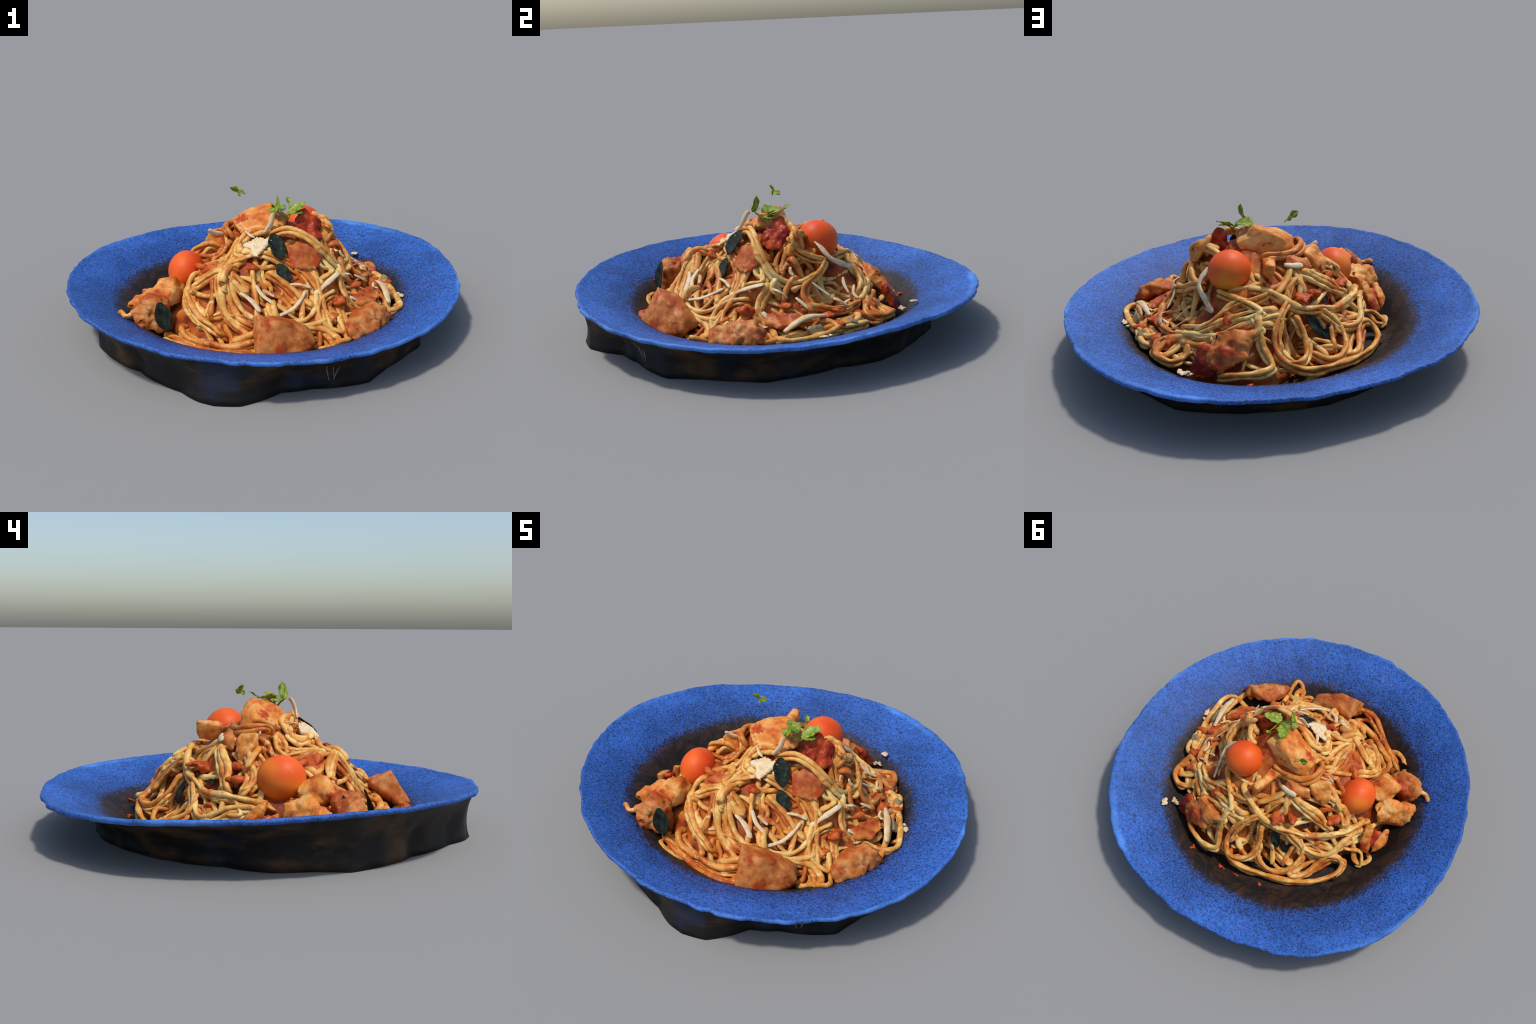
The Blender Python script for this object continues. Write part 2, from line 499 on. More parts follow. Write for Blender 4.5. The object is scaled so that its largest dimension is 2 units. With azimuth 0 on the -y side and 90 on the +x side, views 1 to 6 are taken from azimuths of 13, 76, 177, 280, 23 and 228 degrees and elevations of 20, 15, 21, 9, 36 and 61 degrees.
def strand(points, radius=0.0133, tuck=0.05):
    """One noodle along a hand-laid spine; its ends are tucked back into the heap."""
    global noodle_count
    rnd = random.Random(noodle_count * 13 + 5)
    points = [np.array(p) for p in points]
    if tuck:
        for end, nxt in ((0, 1), (-1, -2)):
            p, along = points[end], points[end] - points[nxt]
            along = along / (np.linalg.norm(along) + 1e-6)
            inward = np.array([HEAP[0] - p[0], HEAP[1] - p[1], -0.25])
            q = p + along * tuck * 0.5 + inward / np.linalg.norm(inward) * tuck
            points = [q] + points if end == 0 else points + [q]
    path = spline(points, 0.008)
    n = len(path)
    for i in range(n):  # slight waver, as limp pasta has
        q = Vector((noodle_count * 1.3, i * 0.06, 0))
        path[i] += 0.0035 * np.array(noise.noise_vector(q))
        path[i][2] = max(path[i][2], resting_z(path[i][0], path[i][1]) + 0.011)
    rad = radius * rnd.uniform(0.88, 1.15)
    flat = rnd.uniform(0.62, 0.88)
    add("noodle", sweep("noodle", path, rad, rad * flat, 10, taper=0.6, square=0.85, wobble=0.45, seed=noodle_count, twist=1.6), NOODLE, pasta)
    noodle_count += 1
    # long top noodles run in pairs: a twin clings to the side and parts from it now and then
    if radius == MAIN and len(path) > 26 and noodle_count < 296:
        twin = path[6:-6:5].copy()
        for i, p in enumerate(twin):
            ahead = twin[min(i + 1, len(twin) - 1)] - twin[max(i - 1, 0)]
            out = np.array([p[0] - HEAP[0], p[1] - HEAP[1], 0.25])
            side = np.cross(ahead, out)
            side = side / (np.linalg.norm(side) + 1e-6) * (1 if side[2] < 0 else -1)
            p += side * (0.021 + 0.012 * noise.noise(Vector((noodle_count, i * 0.3, 0)))) - out / np.linalg.norm(out) * 0.008
        strand(list(twin), 0.0125, 0.03)


# spines of the noodles that show on the outside of the heap
strand([(0.053, -0.123, 0.513), (0.002, -0.117, 0.505), (-0.043, -0.134, 0.474), (-0.057, -0.169, 0.438), (-0.032, -0.22, 0.426), (0.011, -0.247, 0.435)], MAIN)
strand([(0.084, -0.243, 0.434), (0.142, -0.235, 0.403), (0.207, -0.228, 0.368), (0.263, -0.23, 0.335), (0.305, -0.246, 0.3), (0.336, -0.268, 0.265)], MAIN)
strand([(0.101, -0.224, 0.443), (0.163, -0.209, 0.416), (0.233, -0.199, 0.38), (0.286, -0.208, 0.344), (0.328, -0.223, 0.308), (0.361, -0.234, 0.281)], MAIN)
strand([(0.034, -0.29, 0.376), (0.077, -0.28, 0.365), (0.123, -0.249, 0.361)])
strand([(0.128, -0.303, 0.353), (0.184, -0.306, 0.314), (0.24, -0.324, 0.278), (0.283, -0.343, 0.245), (0.327, -0.35, 0.22)], MAIN)
strand([(0.108, -0.301, 0.329), (0.169, -0.314, 0.283), (0.215, -0.338, 0.247), (0.266, -0.346, 0.217), (0.315, -0.348, 0.19)])
strand([(0.125, -0.267, 0.343), (0.178, -0.261, 0.311), (0.219, -0.277, 0.282), (0.266, -0.289, 0.254)])
strand([(0.063, -0.293, 0.361), (0.05, -0.335, 0.324), (0.053, -0.368, 0.287), (0.094, -0.394, 0.25)])
strand([(-0.238, -0.379, 0.275), (-0.237, -0.354, 0.297), (-0.2, -0.344, 0.334), (-0.129, -0.359, 0.374), (-0.068, -0.36, 0.376), (-0.02, -0.374, 0.349), (0.017, -0.392, 0.314), (0.023, -0.417, 0.28)], MAIN)
strand([(-0.102, -0.372, 0.372), (-0.102, -0.412, 0.331), (-0.086, -0.444, 0.282), (-0.065, -0.47, 0.223), (-0.022, -0.5, 0.174), (0.033, -0.528, 0.146), (0.074, -0.549, 0.13)], MAIN)
strand([(-0.077, -0.368, 0.371), (-0.073, -0.402, 0.335), (-0.058, -0.432, 0.284), (-0.029, -0.461, 0.229), (0.011, -0.485, 0.192), (0.064, -0.509, 0.167)], MAIN)
strand([(-0.052, -0.364, 0.37), (-0.042, -0.402, 0.323), (-0.024, -0.431, 0.272), (0.018, -0.46, 0.223), (0.07, -0.482, 0.196), (0.106, -0.487, 0.191)], MAIN)
strand([(-0.262, -0.281, 0.318), (-0.282, -0.324, 0.284), (-0.276, -0.376, 0.251), (-0.241, -0.426, 0.219), (-0.197, -0.469, 0.187), (-0.145, -0.501, 0.167), (-0.102, -0.519, 0.149), (-0.077, -0.533, 0.13)], MAIN)
strand([(-0.292, -0.36, 0.226), (-0.271, -0.412, 0.182), (-0.219, -0.456, 0.153), (-0.155, -0.497, 0.128), (-0.125, -0.527, 0.098), (-0.116, -0.551, 0.079)])
strand([(-0.243, -0.384, 0.237), (-0.208, -0.422, 0.213), (-0.17, -0.455, 0.187), (-0.119, -0.471, 0.179), (-0.075, -0.463, 0.185)])
strand([(-0.213, -0.387, 0.258), (-0.164, -0.413, 0.262), (-0.107, -0.422, 0.274)])
strand([(-0.223, -0.408, 0.221), (-0.183, -0.443, 0.198), (-0.131, -0.463, 0.192), (-0.084, -0.454, 0.203)])
strand([(-0.349, -0.508, 0.093), (-0.284, -0.545, 0.098), (-0.217, -0.576, 0.091), (-0.145, -0.606, 0.087), (-0.077, -0.63, 0.085), (-0.012, -0.65, 0.089), (0.049, -0.665, 0.094), (0.119, -0.666, 0.101)], MAIN)
strand([(-0.278, -0.492, 0.125), (-0.242, -0.532, 0.104), (-0.186, -0.556, 0.096), (-0.121, -0.573, 0.095), (-0.058, -0.589, 0.093), (0.006, -0.594, 0.098), (0.081, -0.575, 0.114)], MAIN)
strand([(-0.338, -0.503, 0.078), (-0.346, -0.538, 0.076), (-0.33, -0.578, 0.085), (-0.278, -0.607, 0.083), (-0.225, -0.614, 0.077), (-0.191, -0.599, 0.071)])
strand([(-0.361, -0.476, 0.081), (-0.281, -0.514, 0.083), (-0.209, -0.567, 0.071), (-0.128, -0.613, 0.067), (-0.085, -0.628, 0.068)])
strand([(-0.137, -0.597, 0.067), (-0.057, -0.617, 0.067), (0.016, -0.612, 0.073), (0.089, -0.592, 0.083)])
strand([(-0.09, -0.489, 0.147), (-0.073, -0.508, 0.12), (-0.055, -0.528, 0.102)])
strand([(-0.061, -0.49, 0.143), (-0.027, -0.523, 0.109), (-0.019, -0.559, 0.085)])
strand([(-0.1, -0.509, 0.118), (-0.08, -0.528, 0.1), (-0.061, -0.556, 0.081)])
strand([(-0, -0.528, 0.108), (0.031, -0.537, 0.104), (0.057, -0.548, 0.099)])
strand([(-0.253, -0.486, 0.106), (-0.212, -0.51, 0.091), (-0.158, -0.544, 0.081)])
strand([(0.34, -0.305, 0.239), (0.342, -0.352, 0.211), (0.327, -0.391, 0.188), (0.293, -0.431, 0.174), (0.241, -0.464, 0.179), (0.193, -0.474, 0.192)], MAIN)
strand([(0.108, -0.491, 0.187), (0.175, -0.491, 0.181), (0.236, -0.481, 0.166), (0.292, -0.457, 0.154), (0.353, -0.416, 0.154), (0.386, -0.386, 0.16)], MAIN)
strand([(0.259, -0.454, 0.138), (0.315, -0.444, 0.113), (0.369, -0.417, 0.105), (0.418, -0.421, 0.088), (0.442, -0.446, 0.078), (0.426, -0.485, 0.067), (0.393, -0.514, 0.066)])
strand([(0.304, -0.454, 0.149), (0.376, -0.421, 0.136), (0.431, -0.426, 0.114), (0.466, -0.454, 0.103), (0.468, -0.497, 0.096)], MAIN)
strand([(0.323, -0.461, 0.098), (0.372, -0.437, 0.09), (0.405, -0.45, 0.074), (0.409, -0.49, 0.065)])
strand([(0.41, -0.237, 0.247), (0.375, -0.278, 0.239), (0.351, -0.329, 0.221), (0.357, -0.369, 0.191), (0.383, -0.394, 0.156), (0.428, -0.405, 0.128), (0.476, -0.409, 0.115)], MAIN)
strand([(0.404, -0.232, 0.217), (0.431, -0.261, 0.177), (0.455, -0.304, 0.14), (0.474, -0.362, 0.104)])
strand([(0.387, -0.284, 0.194), (0.431, -0.304, 0.154), (0.461, -0.369, 0.104)])
strand([(0.445, -0.215, 0.188), (0.459, -0.268, 0.153), (0.484, -0.315, 0.119)])
strand([(0.401, -0.241, 0.214), (0.395, -0.301, 0.178), (0.398, -0.35, 0.144)])
strand([(0.417, -0.133, 0.3), (0.436, -0.172, 0.256), (0.462, -0.194, 0.21), (0.506, -0.176, 0.158), (0.565, -0.152, 0.129), (0.633, -0.159, 0.129), (0.689, -0.152, 0.134), (0.718, -0.103, 0.132), (0.705, -0.015, 0.129), (0.675, 0.073, 0.134), (0.632, 0.155, 0.142), (0.59, 0.239, 0.142), (0.549, 0.26, 0.155)], MAIN)
strand([(0.437, -0.137, 0.231), (0.463, -0.081, 0.209), (0.496, -0.024, 0.185), (0.539, 0.011, 0.154), (0.576, 0.016, 0.136)])
strand([(0.606, -0.033, 0.122), (0.611, -0.08, 0.119), (0.577, -0.113, 0.113), (0.535, -0.125, 0.119)])
strand([(0.461, -0.123, 0.198), (0.496, -0.088, 0.162), (0.537, -0.05, 0.142), (0.573, -0, 0.135)])
strand([(0.4, 0.272, 0.194), (0.442, 0.357, 0.16), (0.488, 0.408, 0.127), (0.52, 0.433, 0.117), (0.54, 0.388, 0.113)])
strand([(0.483, 0.158, 0.181), (0.516, 0.247, 0.148), (0.544, 0.311, 0.125), (0.555, 0.368, 0.111)])
strand([(0.535, 0.244, 0.142), (0.578, 0.178, 0.139), (0.612, 0.112, 0.133), (0.62, 0.037, 0.125)])
strand([(0.319, 0.103, 0.336), (0.362, 0.082, 0.326), (0.406, 0.078, 0.281), (0.442, 0.046, 0.26), (0.459, 0.009, 0.239), (0.485, 0.04, 0.207)])
strand([(0.314, 0.384, 0.203), (0.355, 0.214, 0.213), (0.404, 0.185, 0.192), (0.462, 0.138, 0.196)])
strand([(0.344, 0.026, 0.427), (0.367, 0.003, 0.39), (0.375, -0.039, 0.36), (0.388, -0.051, 0.335)])
strand([(-0.085, -0.082, 0.437), (-0.077, -0.126, 0.401), (-0.078, -0.17, 0.375), (-0.087, -0.265, 0.382), (-0.094, -0.321, 0.372)])
strand([(-0.098, -0.106, 0.391), (-0.126, -0.122, 0.354), (-0.17, -0.155, 0.341), (-0.208, -0.191, 0.336), (-0.247, -0.233, 0.32)])
strand([(-0.08, -0.162, 0.374), (-0.11, -0.201, 0.363), (-0.141, -0.247, 0.364), (-0.115, -0.32, 0.371)])
strand([(-0.341, -0.022, 0.348), (-0.245, -0.05, 0.401)])
strand([(-0.286, -0.101, 0.345), (-0.215, -0.118, 0.353), (-0.178, -0.103, 0.361)])
strand([(-0.025, -0.21, 0.412), (-0.044, -0.241, 0.396), (-0.066, -0.28, 0.384), (-0.079, -0.323, 0.37)])
strand([(-0.001, -0.233, 0.413), (-0.018, -0.269, 0.394), (-0.042, -0.302, 0.377)])
strand([(0.048, -0.331, 0.329), (0.087, -0.327, 0.317), (0.126, -0.337, 0.291), (0.131, -0.361, 0.271)])
strand([(0.125, -0.363, 0.271), (0.184, -0.358, 0.25), (0.22, -0.375, 0.221), (0.244, -0.397, 0.192)])
strand([(0.078, -0.404, 0.243), (0.137, -0.413, 0.226), (0.198, -0.4, 0.215), (0.262, -0.364, 0.206)])
strand([(0.31, -0.131, 0.4), (0.356, -0.139, 0.36), (0.391, -0.153, 0.32), (0.36, -0.205, 0.306)], MAIN)
strand([(0.288, 0.044, 0.517), (0.323, 0.026, 0.496), (0.35, 0.03, 0.464), (0.369, 0.06, 0.428), (0.365, 0.111, 0.403), (0.349, 0.16, 0.381)], MAIN)
strand([(0.276, 0.039, 0.5), (0.305, -0.008, 0.463), (0.325, -0.053, 0.411), (0.347, -0.073, 0.369), (0.371, -0.069, 0.338)])
strand([(0.312, -0.01, 0.452), (0.338, -0.025, 0.411), (0.362, -0.046, 0.363), (0.382, -0.044, 0.331)])
strand([(0.35, 0.166, 0.375), (0.402, 0.128, 0.342), (0.436, 0.067, 0.321), (0.454, 0.035, 0.292), (0.475, 0.021, 0.257), (0.496, 0.032, 0.231), (0.531, 0.042, 0.197)], MAIN)
strand([(0.225, 0.279, 0.37), (0.059, 0.394, 0.331), (0.11, 0.406, 0.295), (0.23, 0.381, 0.275), (0.3, 0.367, 0.243), (0.402, 0.311, 0.22)], MAIN)
strand([(0.067, 0.416, 0.303), (0.071, 0.465, 0.251), (0.163, 0.462, 0.221), (0.31, 0.394, 0.21), (0.434, 0.324, 0.196)], MAIN)
strand([(0.063, 0.394, 0.32), (0.067, 0.434, 0.277), (0.08, 0.463, 0.23)])
strand([(0.285, 0.145, 0.283), (0.29, 0.176, 0.267), (0.302, 0.234, 0.267), (0.279, 0.3, 0.282)])
strand([(0.309, 0.135, 0.238), (0.343, 0.139, 0.209), (0.378, 0.158, 0.188)])
strand([(0.458, 0.061, 0.216), (0.45, 0.109, 0.2), (0.416, 0.146, 0.187)])
strand([(0.509, 0.034, 0.216), (0.525, 0.089, 0.208), (0.53, 0.16, 0.192), (0.508, 0.229, 0.186), (0.467, 0.293, 0.191)], MAIN)
strand([(0.521, 0.135, 0.163), (0.494, 0.21, 0.153), (0.451, 0.27, 0.16)])
strand([(0.357, 0.101, 0.258), (0.378, 0.111, 0.228), (0.437, 0.091, 0.217)])
strand([(0.422, -0.136, 0.236), (0.436, -0.104, 0.224), (0.469, -0.066, 0.192), (0.496, -0.038, 0.172), (0.515, -0.014, 0.163)])
strand([(0.567, 0.002, 0.164), (0.584, 0.057, 0.166), (0.61, 0.114, 0.155), (0.643, 0.145, 0.14), (0.621, 0.231, 0.134), (0.597, 0.282, 0.132)], MAIN)
strand([(0.564, 0.25, 0.127), (0.53, 0.303, 0.129), (0.533, 0.37, 0.118), (0.515, 0.401, 0.121)])
strand([(0.414, 0.339, 0.169), (0.446, 0.381, 0.144), (0.504, 0.423, 0.125)])
strand([(0.407, -0.091, 0.325), (0.427, -0.111, 0.289), (0.448, -0.093, 0.263)], MAIN)
strand([(0.403, 0.078, 0.256), (0.438, 0.061, 0.236), (0.446, 0.085, 0.216)])
strand([(0.315, 0.193, 0.223), (0.351, 0.227, 0.202), (0.382, 0.276, 0.191)])
strand([(0.078, 0.29, 0.387), (-0, 0.312, 0.374), (-0.076, 0.315, 0.32), (-0.151, 0.288, 0.277), (-0.229, 0.244, 0.251), (-0.302, 0.172, 0.215), (-0.376, 0.089, 0.219), (-0.426, -0.007, 0.213), (-0.441, -0.105, 0.201)], MAIN)
strand([(-0.061, 0.333, 0.322), (-0.023, 0.403, 0.276), (-0.002, 0.467, 0.211), (-0.023, 0.518, 0.151), (-0.082, 0.543, 0.112), (-0.153, 0.523, 0.081), (-0.236, 0.472, 0.062), (-0.335, 0.414, 0.056), (-0.421, 0.343, 0.049), (-0.487, 0.251, 0.046), (-0.521, 0.162, 0.051), (-0.51, 0.108, 0.069), (-0.478, 0.102, 0.106), (-0.438, 0.142, 0.121), (-0.421, 0.203, 0.088), (-0.408, 0.288, 0.06), (-0.372, 0.352, 0.062)], MAIN)
strand([(-0.116, 0.34, 0.244), (-0.144, 0.386, 0.173), (-0.146, 0.453, 0.121), (-0.114, 0.508, 0.112), (-0.073, 0.533, 0.121)], MAIN)
strand([(-0.293, 0.217, 0.193), (-0.333, 0.236, 0.133), (-0.343, 0.315, 0.094), (-0.316, 0.386, 0.073), (-0.253, 0.425, 0.077), (-0.186, 0.426, 0.107)], MAIN)
strand([(-0.24, 0.243, 0.241), (-0.301, 0.224, 0.179), (-0.352, 0.205, 0.135), (-0.413, 0.163, 0.123), (-0.441, 0.114, 0.141), (-0.445, 0.043, 0.176), (-0.454, -0.038, 0.185), (-0.461, -0.076, 0.18)], MAIN)
strand([(-0.323, 0.212, 0.112), (-0.368, 0.208, 0.078), (-0.401, 0.206, 0.059)])
strand([(-0.061, 0.278, 0.216), (-0.047, 0.311, 0.183), (-0.047, 0.347, 0.14)])
strand([(-0.196, 0.242, 0.217), (-0.221, 0.25, 0.195), (-0.242, 0.274, 0.163)])
strand([(-0.342, 0.123, 0.174), (-0.388, 0.109, 0.15), (-0.427, 0.08, 0.14), (-0.398, 0.066, 0.176)])
strand([(-0.169, 0.128, 0.395), (-0.222, 0.102, 0.367), (-0.276, 0.076, 0.327), (-0.33, 0.07, 0.275), (-0.361, 0.077, 0.242)], MAIN)
strand([(-0.278, -0.016, 0.381), (-0.334, -0.043, 0.323), (-0.38, -0.041, 0.27), (-0.408, -0.017, 0.236)], MAIN)
strand([(-0.054, 0.262, 0.293), (-0.069, 0.229, 0.341), (-0.095, 0.176, 0.37), (-0.154, 0.124, 0.368)])
strand([(-0.078, 0.247, 0.291), (-0.094, 0.213, 0.339), (-0.125, 0.161, 0.361), (-0.165, 0.135, 0.35)])
strand([(0.023, 0.265, 0.366), (-0.038, 0.225, 0.368), (-0.077, 0.17, 0.384), (-0.089, 0.139, 0.396)])
strand([(0.293, 0.364, 0.25), (0.203, 0.354, 0.311), (0.128, 0.346, 0.339), (0.049, 0.33, 0.362), (0.023, 0.313, 0.376)], MAIN)
strand([(0.17, 0.35, 0.288), (0.11, 0.367, 0.282), (0.036, 0.35, 0.286), (-0.016, 0.31, 0.278)])
strand([(0.397, 0.335, 0.205), (0.32, 0.396, 0.2), (0.237, 0.42, 0.227), (0.137, 0.42, 0.27), (0.053, 0.409, 0.291), (-0.021, 0.391, 0.291)], MAIN)
strand([(0.246, 0.394, 0.204), (0.152, 0.41, 0.229), (0.064, 0.399, 0.244), (0.003, 0.362, 0.232)])
strand([(0.295, 0.375, 0.193), (0.189, 0.4, 0.228), (0.11, 0.395, 0.253), (0.027, 0.372, 0.252)])
strand([(0.064, 0.451, 0.247), (0.048, 0.496, 0.192), (0.015, 0.539, 0.138), (0.018, 0.569, 0.119), (0.082, 0.599, 0.113), (0.164, 0.594, 0.107), (0.239, 0.561, 0.091)], MAIN)
strand([(0.12, 0.522, 0.115), (0.065, 0.54, 0.1), (0.021, 0.535, 0.094), (-0.054, 0.525, 0.079), (-0.078, 0.514, 0.07)])
strand([(0.408, 0.348, 0.19), (0.494, 0.347, 0.158), (0.539, 0.389, 0.132), (0.512, 0.447, 0.135), (0.459, 0.462, 0.122), (0.402, 0.432, 0.129), (0.388, 0.398, 0.158)], MAIN)
strand([(0.426, 0.294, 0.167), (0.512, 0.286, 0.137), (0.564, 0.328, 0.106), (0.545, 0.379, 0.106)])
strand([(0.488, 0.382, 0.118), (0.442, 0.396, 0.113), (0.369, 0.397, 0.13)])
strand([(0.649, 0.027, 0.118), (0.58, 0.143, 0.142), (0.532, 0.239, 0.138), (0.502, 0.281, 0.141)])
strand([(0.637, -0.018, 0.117), (0.566, 0.068, 0.161), (0.497, 0.147, 0.179), (0.446, 0.222, 0.167)])
strand([(0.095, -0.609, 0.083), (0.039, -0.655, 0.066), (-0.039, -0.639, 0.062), (-0.124, -0.589, 0.07), (-0.206, -0.555, 0.077), (-0.279, -0.488, 0.115)])
strand([(0.115, -0.665, 0.098), (0.033, -0.683, 0.093), (-0.058, -0.654, 0.086), (-0.153, -0.607, 0.086), (-0.239, -0.58, 0.092), (-0.293, -0.548, 0.096)], MAIN)
strand([(0.01, -0.411, 0.301), (-0.093, -0.373, 0.375), (-0.164, -0.362, 0.349), (-0.219, -0.358, 0.31), (-0.249, -0.354, 0.289)], MAIN)
strand([(-0.098, -0.346, 0.365), (-0.116, -0.27, 0.359), (-0.151, -0.192, 0.347), (-0.156, -0.13, 0.352)])
strand([(-0.096, -0.36, 0.362), (-0.089, -0.262, 0.365), (-0.095, -0.143, 0.386)])
strand([(-0.173, -0.332, 0.331), (-0.224, -0.295, 0.308), (-0.266, -0.279, 0.285), (-0.281, -0.337, 0.251), (-0.254, -0.39, 0.235)])
strand([(-0.132, -0.068, 0.419), (-0.16, -0.095, 0.373), (-0.209, -0.14, 0.339)])
strand([(-0.021, -0.283, 0.387), (-0.07, -0.338, 0.37), (-0.073, -0.433, 0.315)])
strand([(0.007, 0.115, 0.481), (-0.064, 0.096, 0.472), (-0.128, 0.06, 0.476), (-0.164, -0.001, 0.489), (-0.144, -0.072, 0.488)], MAIN)
strand([(-0.124, 0.292, 0.092), (-0.207, 0.307, 0.118), (-0.303, 0.309, 0.083)])
strand([(-0.117, 0.272, 0.143), (-0.17, 0.271, 0.174), (-0.231, 0.263, 0.178)])
strand([(-0.132, 0.301, 0.08), (-0.216, 0.335, 0.08), (-0.29, 0.328, 0.077)])
strand([(-0.353, 0.323, 0.042), (-0.37, 0.253, 0.055), (-0.396, 0.18, 0.079)])
strand([(-0.38, 0.305, 0.035), (-0.424, 0.226, 0.038), (-0.451, 0.142, 0.068)])
strand([(-0.484, -0.005, 0.109), (-0.53, 0.026, 0.057), (-0.573, 0.01, 0.044), (-0.586, -0.036, 0.053)])
strand([(-0.455, -0.074, 0.153), (-0.461, -0.002, 0.134), (-0.448, 0.076, 0.118)])
strand([(-0.202, 0.198, 0.258), (-0.224, 0.145, 0.281), (-0.253, 0.097, 0.29)])
strand([(-0.272, 0.083, 0.281), (-0.309, 0.11, 0.215)])
strand([(-0.288, -0.05, 0.334), (-0.295, -0.004, 0.318), (-0.319, 0.028, 0.275)])
strand([(0.298, 0.041, 0.482), (0.237, 0.076, 0.48), (0.237, 0.095, 0.466)])
strand([(0.361, 0.044, 0.41), (0.288, 0.098, 0.411), (0.274, 0.135, 0.362), (0.29, 0.151, 0.279)])
strand([(0.426, -0.413, 0.116), (0.376, -0.318, 0.207), (0.302, -0.182, 0.358)])
strand([(0.459, -0.505, 0.066), (0.43, -0.453, 0.087), (0.38, -0.345, 0.19), (0.431, -0.357, 0.152)])
strand([(0.447, -0.336, 0.154), (0.503, -0.435, 0.088), (0.516, -0.508, 0.081), (0.469, -0.508, 0.069), (0.416, -0.44, 0.101)])
strand([(0.327, -0.32, 0.23), (0.382, -0.469, 0.093), (0.322, -0.522, 0.09), (0.213, -0.499, 0.158)])
strand([(0.272, -0.327, 0.255), (0.284, -0.434, 0.176), (0.189, -0.425, 0.233)])
strand([(0.041, -0.332, 0.367), (0.09, -0.473, 0.202), (0.074, -0.562, 0.109), (0.023, -0.6, 0.079)])
strand([(-0.167, -0.483, 0.18), (-0.24, -0.431, 0.201), (-0.284, -0.373, 0.228)])
strand([(-0.244, -0.05, 0.373), (-0.287, -0.092, 0.328), (-0.34, -0.095, 0.279)])
strand([(-0.206, 0.066, 0.368), (-0.253, 0.024, 0.346), (-0.276, -0.029, 0.344)])
strand([(-0.049, 0.388, 0.119), (-0.084, 0.349, 0.077), (-0.115, 0.345, 0.05)])
strand([(0.159, 0.328, 0.345), (0.194, 0.338, 0.326), (0.235, 0.355, 0.292), (0.288, 0.361, 0.254), (0.346, 0.351, 0.22)], MAIN)
strand([(0.151, 0.297, 0.336), (0.117, 0.306, 0.335), (0.077, 0.32, 0.326), (0.031, 0.318, 0.32)])
strand([(0.394, 0.348, 0.195), (0.323, 0.373, 0.217), (0.253, 0.386, 0.251), (0.184, 0.387, 0.286), (0.121, 0.384, 0.306), (0.064, 0.383, 0.316), (-0.005, 0.376, 0.315)], MAIN)
strand([(0.162, 0.423, 0.259), (0.105, 0.417, 0.278), (0.055, 0.426, 0.273), (0.005, 0.424, 0.264)], MAIN)
strand([(0.174, 0.354, 0.274), (0.106, 0.359, 0.286), (0.034, 0.354, 0.276), (-0.008, 0.34, 0.243)])
strand([(-0.166, 0.135, 0.394), (-0.208, 0.126, 0.362), (-0.265, 0.106, 0.318), (-0.323, 0.08, 0.277), (-0.369, 0.064, 0.247)], MAIN)
strand([(-0.07, 0.245, 0.319), (-0.09, 0.211, 0.36), (-0.127, 0.156, 0.378), (-0.173, 0.117, 0.373)])
strand([(-0.273, 0.026, 0.344), (-0.335, -0.015, 0.304), (-0.374, -0.019, 0.266), (-0.398, -0.005, 0.236)])
strand([(0.006, 0.268, 0.363), (-0.055, 0.223, 0.372), (-0.09, 0.17, 0.391), (-0.102, 0.137, 0.404)])
strand([(0.181, 0.255, 0.365), (0.122, 0.256, 0.375), (0.063, 0.248, 0.387)])
strand([(0.542, 0.368, 0.134), (0.528, 0.314, 0.151), (0.472, 0.329, 0.176), (0.417, 0.36, 0.176), (0.358, 0.401, 0.169), (0.3, 0.431, 0.175)], MAIN)
strand([(0.408, 0.365, 0.131), (0.385, 0.398, 0.116), (0.356, 0.424, 0.11)])
strand([(0.485, 0.369, 0.13), (0.466, 0.402, 0.121), (0.419, 0.432, 0.103), (0.385, 0.444, 0.096)])
strand([(0.708, -0.037, 0.118), (0.668, 0.084, 0.125), (0.648, 0.15, 0.123)])
strand([(0.664, -0.22, 0.117), (0.651, -0.044, 0.126), (0.612, 0.127, 0.137), (0.577, 0.214, 0.131), (0.539, 0.28, 0.13)])
strand([(0.372, 0.008, 0.475), (0.345, 0.013, 0.511), (0.296, 0.038, 0.515), (0.247, 0.094, 0.502)], MAIN)
strand([(0.35, 0.039, 0.424), (0.306, 0.092, 0.374), (0.295, 0.109, 0.34)])
strand([(0.397, 0.002, 0.405), (0.416, 0.041, 0.323)])
strand([(0.453, 0.002, 0.287), (0.344, 0.101, 0.281), (0.288, 0.128, 0.297)])
strand([(-0.138, 0.36, 0.051), (-0.204, 0.371, 0.049), (-0.297, 0.372, 0.053)])
strand([(-0.126, 0.329, 0.063), (-0.188, 0.325, 0.081), (-0.263, 0.331, 0.092), (-0.318, 0.321, 0.078)])
strand([(-0.02, 0.452, 0.126), (-0.067, 0.404, 0.099), (-0.11, 0.341, 0.066)])
strand([(-0.225, 0.219, 0.237), (-0.292, 0.181, 0.19), (-0.374, 0.136, 0.144), (-0.431, 0.097, 0.136)])
strand([(-0.331, 0.168, 0.155), (-0.383, 0.156, 0.119), (-0.436, 0.145, 0.09)])
strand([(-0.454, -0.131, 0.187), (-0.405, 0.023, 0.214), (-0.433, 0.005, 0.191), (-0.47, -0.011, 0.154), (-0.436, 0.068, 0.156), (-0.39, 0.075, 0.19)])
strand([(-0.087, 0.266, 0.205), (-0.141, 0.248, 0.234), (-0.212, 0.22, 0.245)])
strand([(-0.472, 0.042, 0.129), (-0.529, -0.014, 0.093), (-0.579, 0.026, 0.053)])
strand([(0.223, 0.5, 0.09), (0.167, 0.496, 0.118), (0.096, 0.477, 0.149)])
